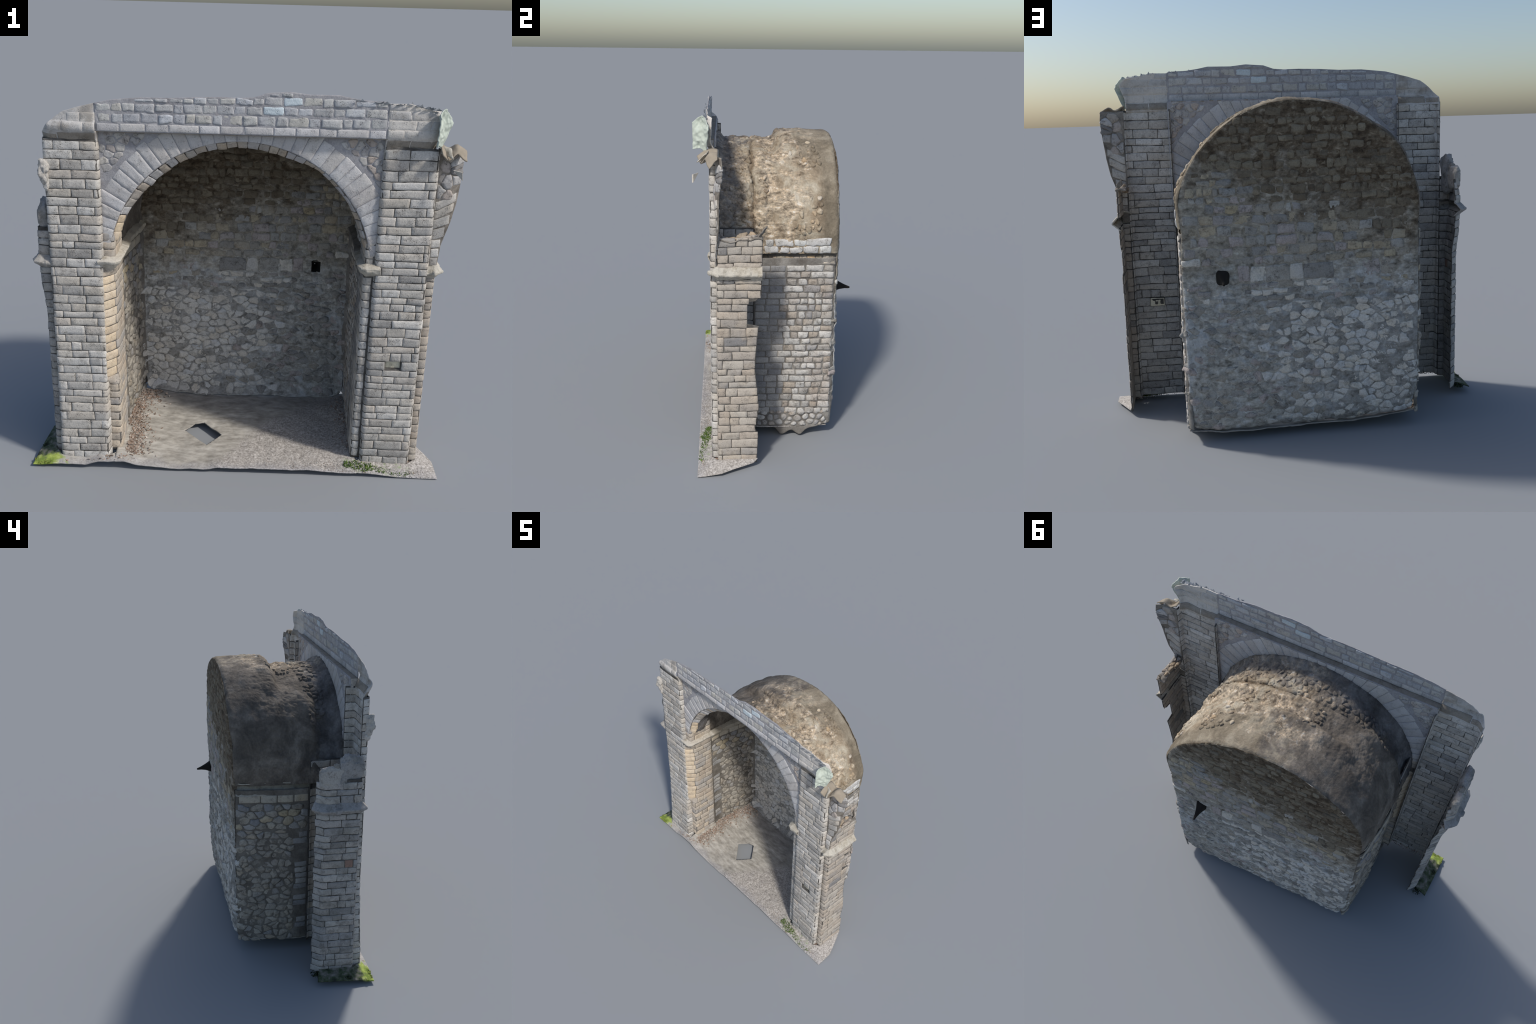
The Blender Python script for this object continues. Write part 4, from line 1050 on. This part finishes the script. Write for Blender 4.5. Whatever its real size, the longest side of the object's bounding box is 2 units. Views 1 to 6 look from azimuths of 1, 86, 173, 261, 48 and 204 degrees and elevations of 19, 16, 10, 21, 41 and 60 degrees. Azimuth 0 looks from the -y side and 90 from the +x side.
for P in cells(.10, 1.10, -.11, .26, .036, .026, .48, .002):
    c = np.mean(P, 0)
    band = vnoise(np.array([c[0] * 1.0, c[1] * .4, 0]), 15, 130)
    if band < .05 or R.random() < .35 or c[1] > .22 - .16 * sstep(.5, 1.1, c[0]): continue
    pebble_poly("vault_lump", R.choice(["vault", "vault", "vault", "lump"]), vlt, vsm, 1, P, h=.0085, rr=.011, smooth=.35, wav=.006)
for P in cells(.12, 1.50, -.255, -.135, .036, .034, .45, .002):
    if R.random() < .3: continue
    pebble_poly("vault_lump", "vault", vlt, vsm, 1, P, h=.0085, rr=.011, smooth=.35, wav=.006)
vin = uv_metric(relief(vault_base, 1, lambda p, U, V: -.0050 * fbm(p, 13, 3, 120) + .0055))
for a, b in zip(bounds[:-1], bounds[1:]):      # undersides of the voussoirs
    m = .6 * (a + b) / 2; w = (b - a) * .6
    brick("voussoir_foot", "ochre" if a > 2.75 else R.choice(["jamb", "jamb", "vouss"]), vlt, vin, 1, .6 * a + .001, .6 * b - .001, -.318, -.275 + R.uniform(-.008, .012), h=.0050, r=.004, wav=.003)
for k, (z0, z1) in enumerate([(.004, .038), (.041, .082)]):   # whitewashed lowest courses on the right
    mk = split(-.075, .275, .08, .35)
    for p, q in zip(mk[:-1], mk[1:]):
        f = lambda u, v: vsm(v, u)
        brick("vault_block", "chalk", vlt, f, -1, p + .0014, q - .0014, z0 + R.uniform(-.003, .003), z1 + R.uniform(-.004, .003), h=.008, r=.008, wav=.005, jit=.004)

ST.flush()

# ================================================================== PLANTS AND LITTER
def blades(name, mat, spots, n, h, w, parent, spread=1.0):
    V, F = [], []
    for _ in range(n):
        x, y, z, r = R.choice(spots)
        a = R.uniform(0, 6.28); d = r * math.sqrt(R.random())
        px, py = x + d * math.cos(a), y + d * math.sin(a)
        pz = z if z is not None else float(floor_z(np.array(px), np.array(py))) - .001
        t = R.uniform(0, 6.28); hh = h * R.uniform(.5, 1.3); ww = w * R.uniform(.6, 1.3)
        lean = R.uniform(.1, .9) * hh * spread; dx, dy = math.cos(t), math.sin(t); sx, sy = -dy, dx
        k = len(V)
        for f, wf in ((0, 1), (.4, .9), (.75, .6)):
            cx, cy, cz = px + dx * lean * f * f, py + dy * lean * f * f, pz + hh * f * (1 - .25 * f)
            V += [(cx - sx * ww * wf, cy - sy * ww * wf, cz), (cx + dx * ww * .4, cy + dy * ww * .4, cz + ww * .3), (cx + sx * ww * wf, cy + sy * ww * wf, cz)]
        V.append((px + dx * lean, py + dy * lean, pz + hh * .75))
        for j in (0, 3):
            F += [[k + j, k + j + 1, k + j + 4, k + j + 3], [k + j + 1, k + j + 2, k + j + 5, k + j + 4], [k + j + 2, k + j, k + j + 3, k + j + 5]]
        F += [[k + 6, k + 7, k + 9], [k + 7, k + 8, k + 9], [k + 8, k + 6, k + 9], [k, k + 2, k + 1]]
    o = add(name, V, F, mat, parent); o["kind"] = "stuff"; return o
blades("grass_tuft", "grass", [(.56, -.37, None, .02), (.64, -.385, None, .03), (.67, -.38, None, .025), (.78, -.385, None, .03), (.83, -.385, None, .035), (.86, -.38, None, .03), (.60, -.375, None, .03), (.72, -.385, None, .03)], 900, .013, .0022, fl)
blades("lawn_grass", "lime_grass", [(-.97, -.405, None, .02), (-.93, -.405, None, .02), (-.985, -.385, None, .02), (-.89, -.40, None, .015)], 380, .010, .0022, fl)
blades("ivy", "dark_grass", [(-.945, -.26, None, .035), (-.94, -.2, None, .035), (-.93, -.13, None, .03), (-.92, -.10, None, .025), (-.97, -.28, None, .02)], 330, .011, .004, fl)
blades("ledge_grass", "dark_grass", [(-.903, -.20, 1.275, .010), (-.903, -.16, 1.255, .012), (-.903, -.18, 1.262, .010)], 220, .018, .0025, fl)

def litter(name, mat, n, place, size, parent):
    V, F = [], []
    for _ in range(n):
        x, y = place()
        z = float(floor_z(np.array(x), np.array(y))) + R.uniform(.001, .006)
        L = size * R.uniform(.5, 1.3); W = L * R.uniform(.3, .6)
        a, p, q = R.uniform(0, 6.28), R.uniform(-.6, .6), R.uniform(-.6, .6)
        ex = np.array([math.cos(a) * math.cos(p), math.sin(a) * math.cos(p), math.sin(p)])
        ey = np.array([-math.sin(a) * math.cos(q), math.cos(a) * math.cos(q), math.sin(q)])
        nz = np.cross(ex, ey); c = np.array([x, y, z + .002]); curl = R.uniform(-.25, .35) * W
        top = [c - ex * L, c - ex * .3 * L + ey * W + nz * curl, c + ex * .4 * L + ey * W * .8 + nz * curl, c + ex * L, c + ex * .4 * L - ey * W * .8 + nz * curl, c - ex * .3 * L - ey * W + nz * curl]
        k = len(V); V += top + [t - nz * .0008 for t in top]
        F += [[k, k + 1, k + 2, k + 3], [k, k + 3, k + 4, k + 5], [k + 9, k + 8, k + 7, k + 6], [k + 11, k + 10, k + 9, k + 6]]
        F += [[k + i, k + 6 + i, k + 6 + (i + 1) % 6, k + (i + 1) % 6] for i in range(6)]
    o = add(name, V, F, mat, parent, False); o["kind"] = "stuff"; return o
def by_left_wall():
    y = R.uniform(-.36, .245)
    return float(wl_x(min(y, .25))) + .014 + abs(R.gauss(0, .045)) * (1 + .4 * (y > .1)) + (.02 if y < -.13 else 0), y
def by_front():
    x = R.choice([R.uniform(-.88, -.5), R.uniform(.86, .95), R.uniform(.86, .94)]); return x, R.uniform(-.41, -.365) if x < 0 else R.uniform(-.40, -.30)
def by_right():
    return .582 - abs(R.gauss(0, .03)), R.uniform(-.3, .25)
litter("leaf_litter", "leaf", 1500, by_left_wall, .0085, fl)
litter("leaf_litter", "leaf", 260, by_front, .007, fl)
litter("leaf_litter", "leaf", 160, by_right, .007, fl)

def pebbles(n, place, parent):
    V, F = [], []
    base = [(1, 0, 0), (.3, .9, 0), (-.8, .5, 0), (-.7, -.6, 0), (.4, -.9, 0), (0, 0, .7), (0, 0, -.5)]
    for _ in range(n):
        x, y = place(); r = R.uniform(.0018, .0045); z = float(floor_z(np.array(x), np.array(y))) + .001
        a = R.uniform(0, 6.28); k = len(V)
        for bx_, by_, bz_ in base:
            jx = R.uniform(.7, 1.3) * r
            V.append((x + (bx_ * math.cos(a) - by_ * math.sin(a)) * jx, y + (bx_ * math.sin(a) + by_ * math.cos(a)) * jx, z + bz_ * jx))
        for i in range(5): F += [[k + i, k + (i + 1) % 5, k + 5], [k + (i + 1) % 5, k + i, k + 6]]
    o = add("gravel", V, F, "pebble", parent); o["kind"] = "stuff"
pebbles(900, lambda: (R.uniform(.15, .97), -.42 + abs(R.gauss(0, .06))), fl)
pebbles(350, lambda: (R.uniform(-.88, -.45), R.uniform(-.415, -.35)), fl)
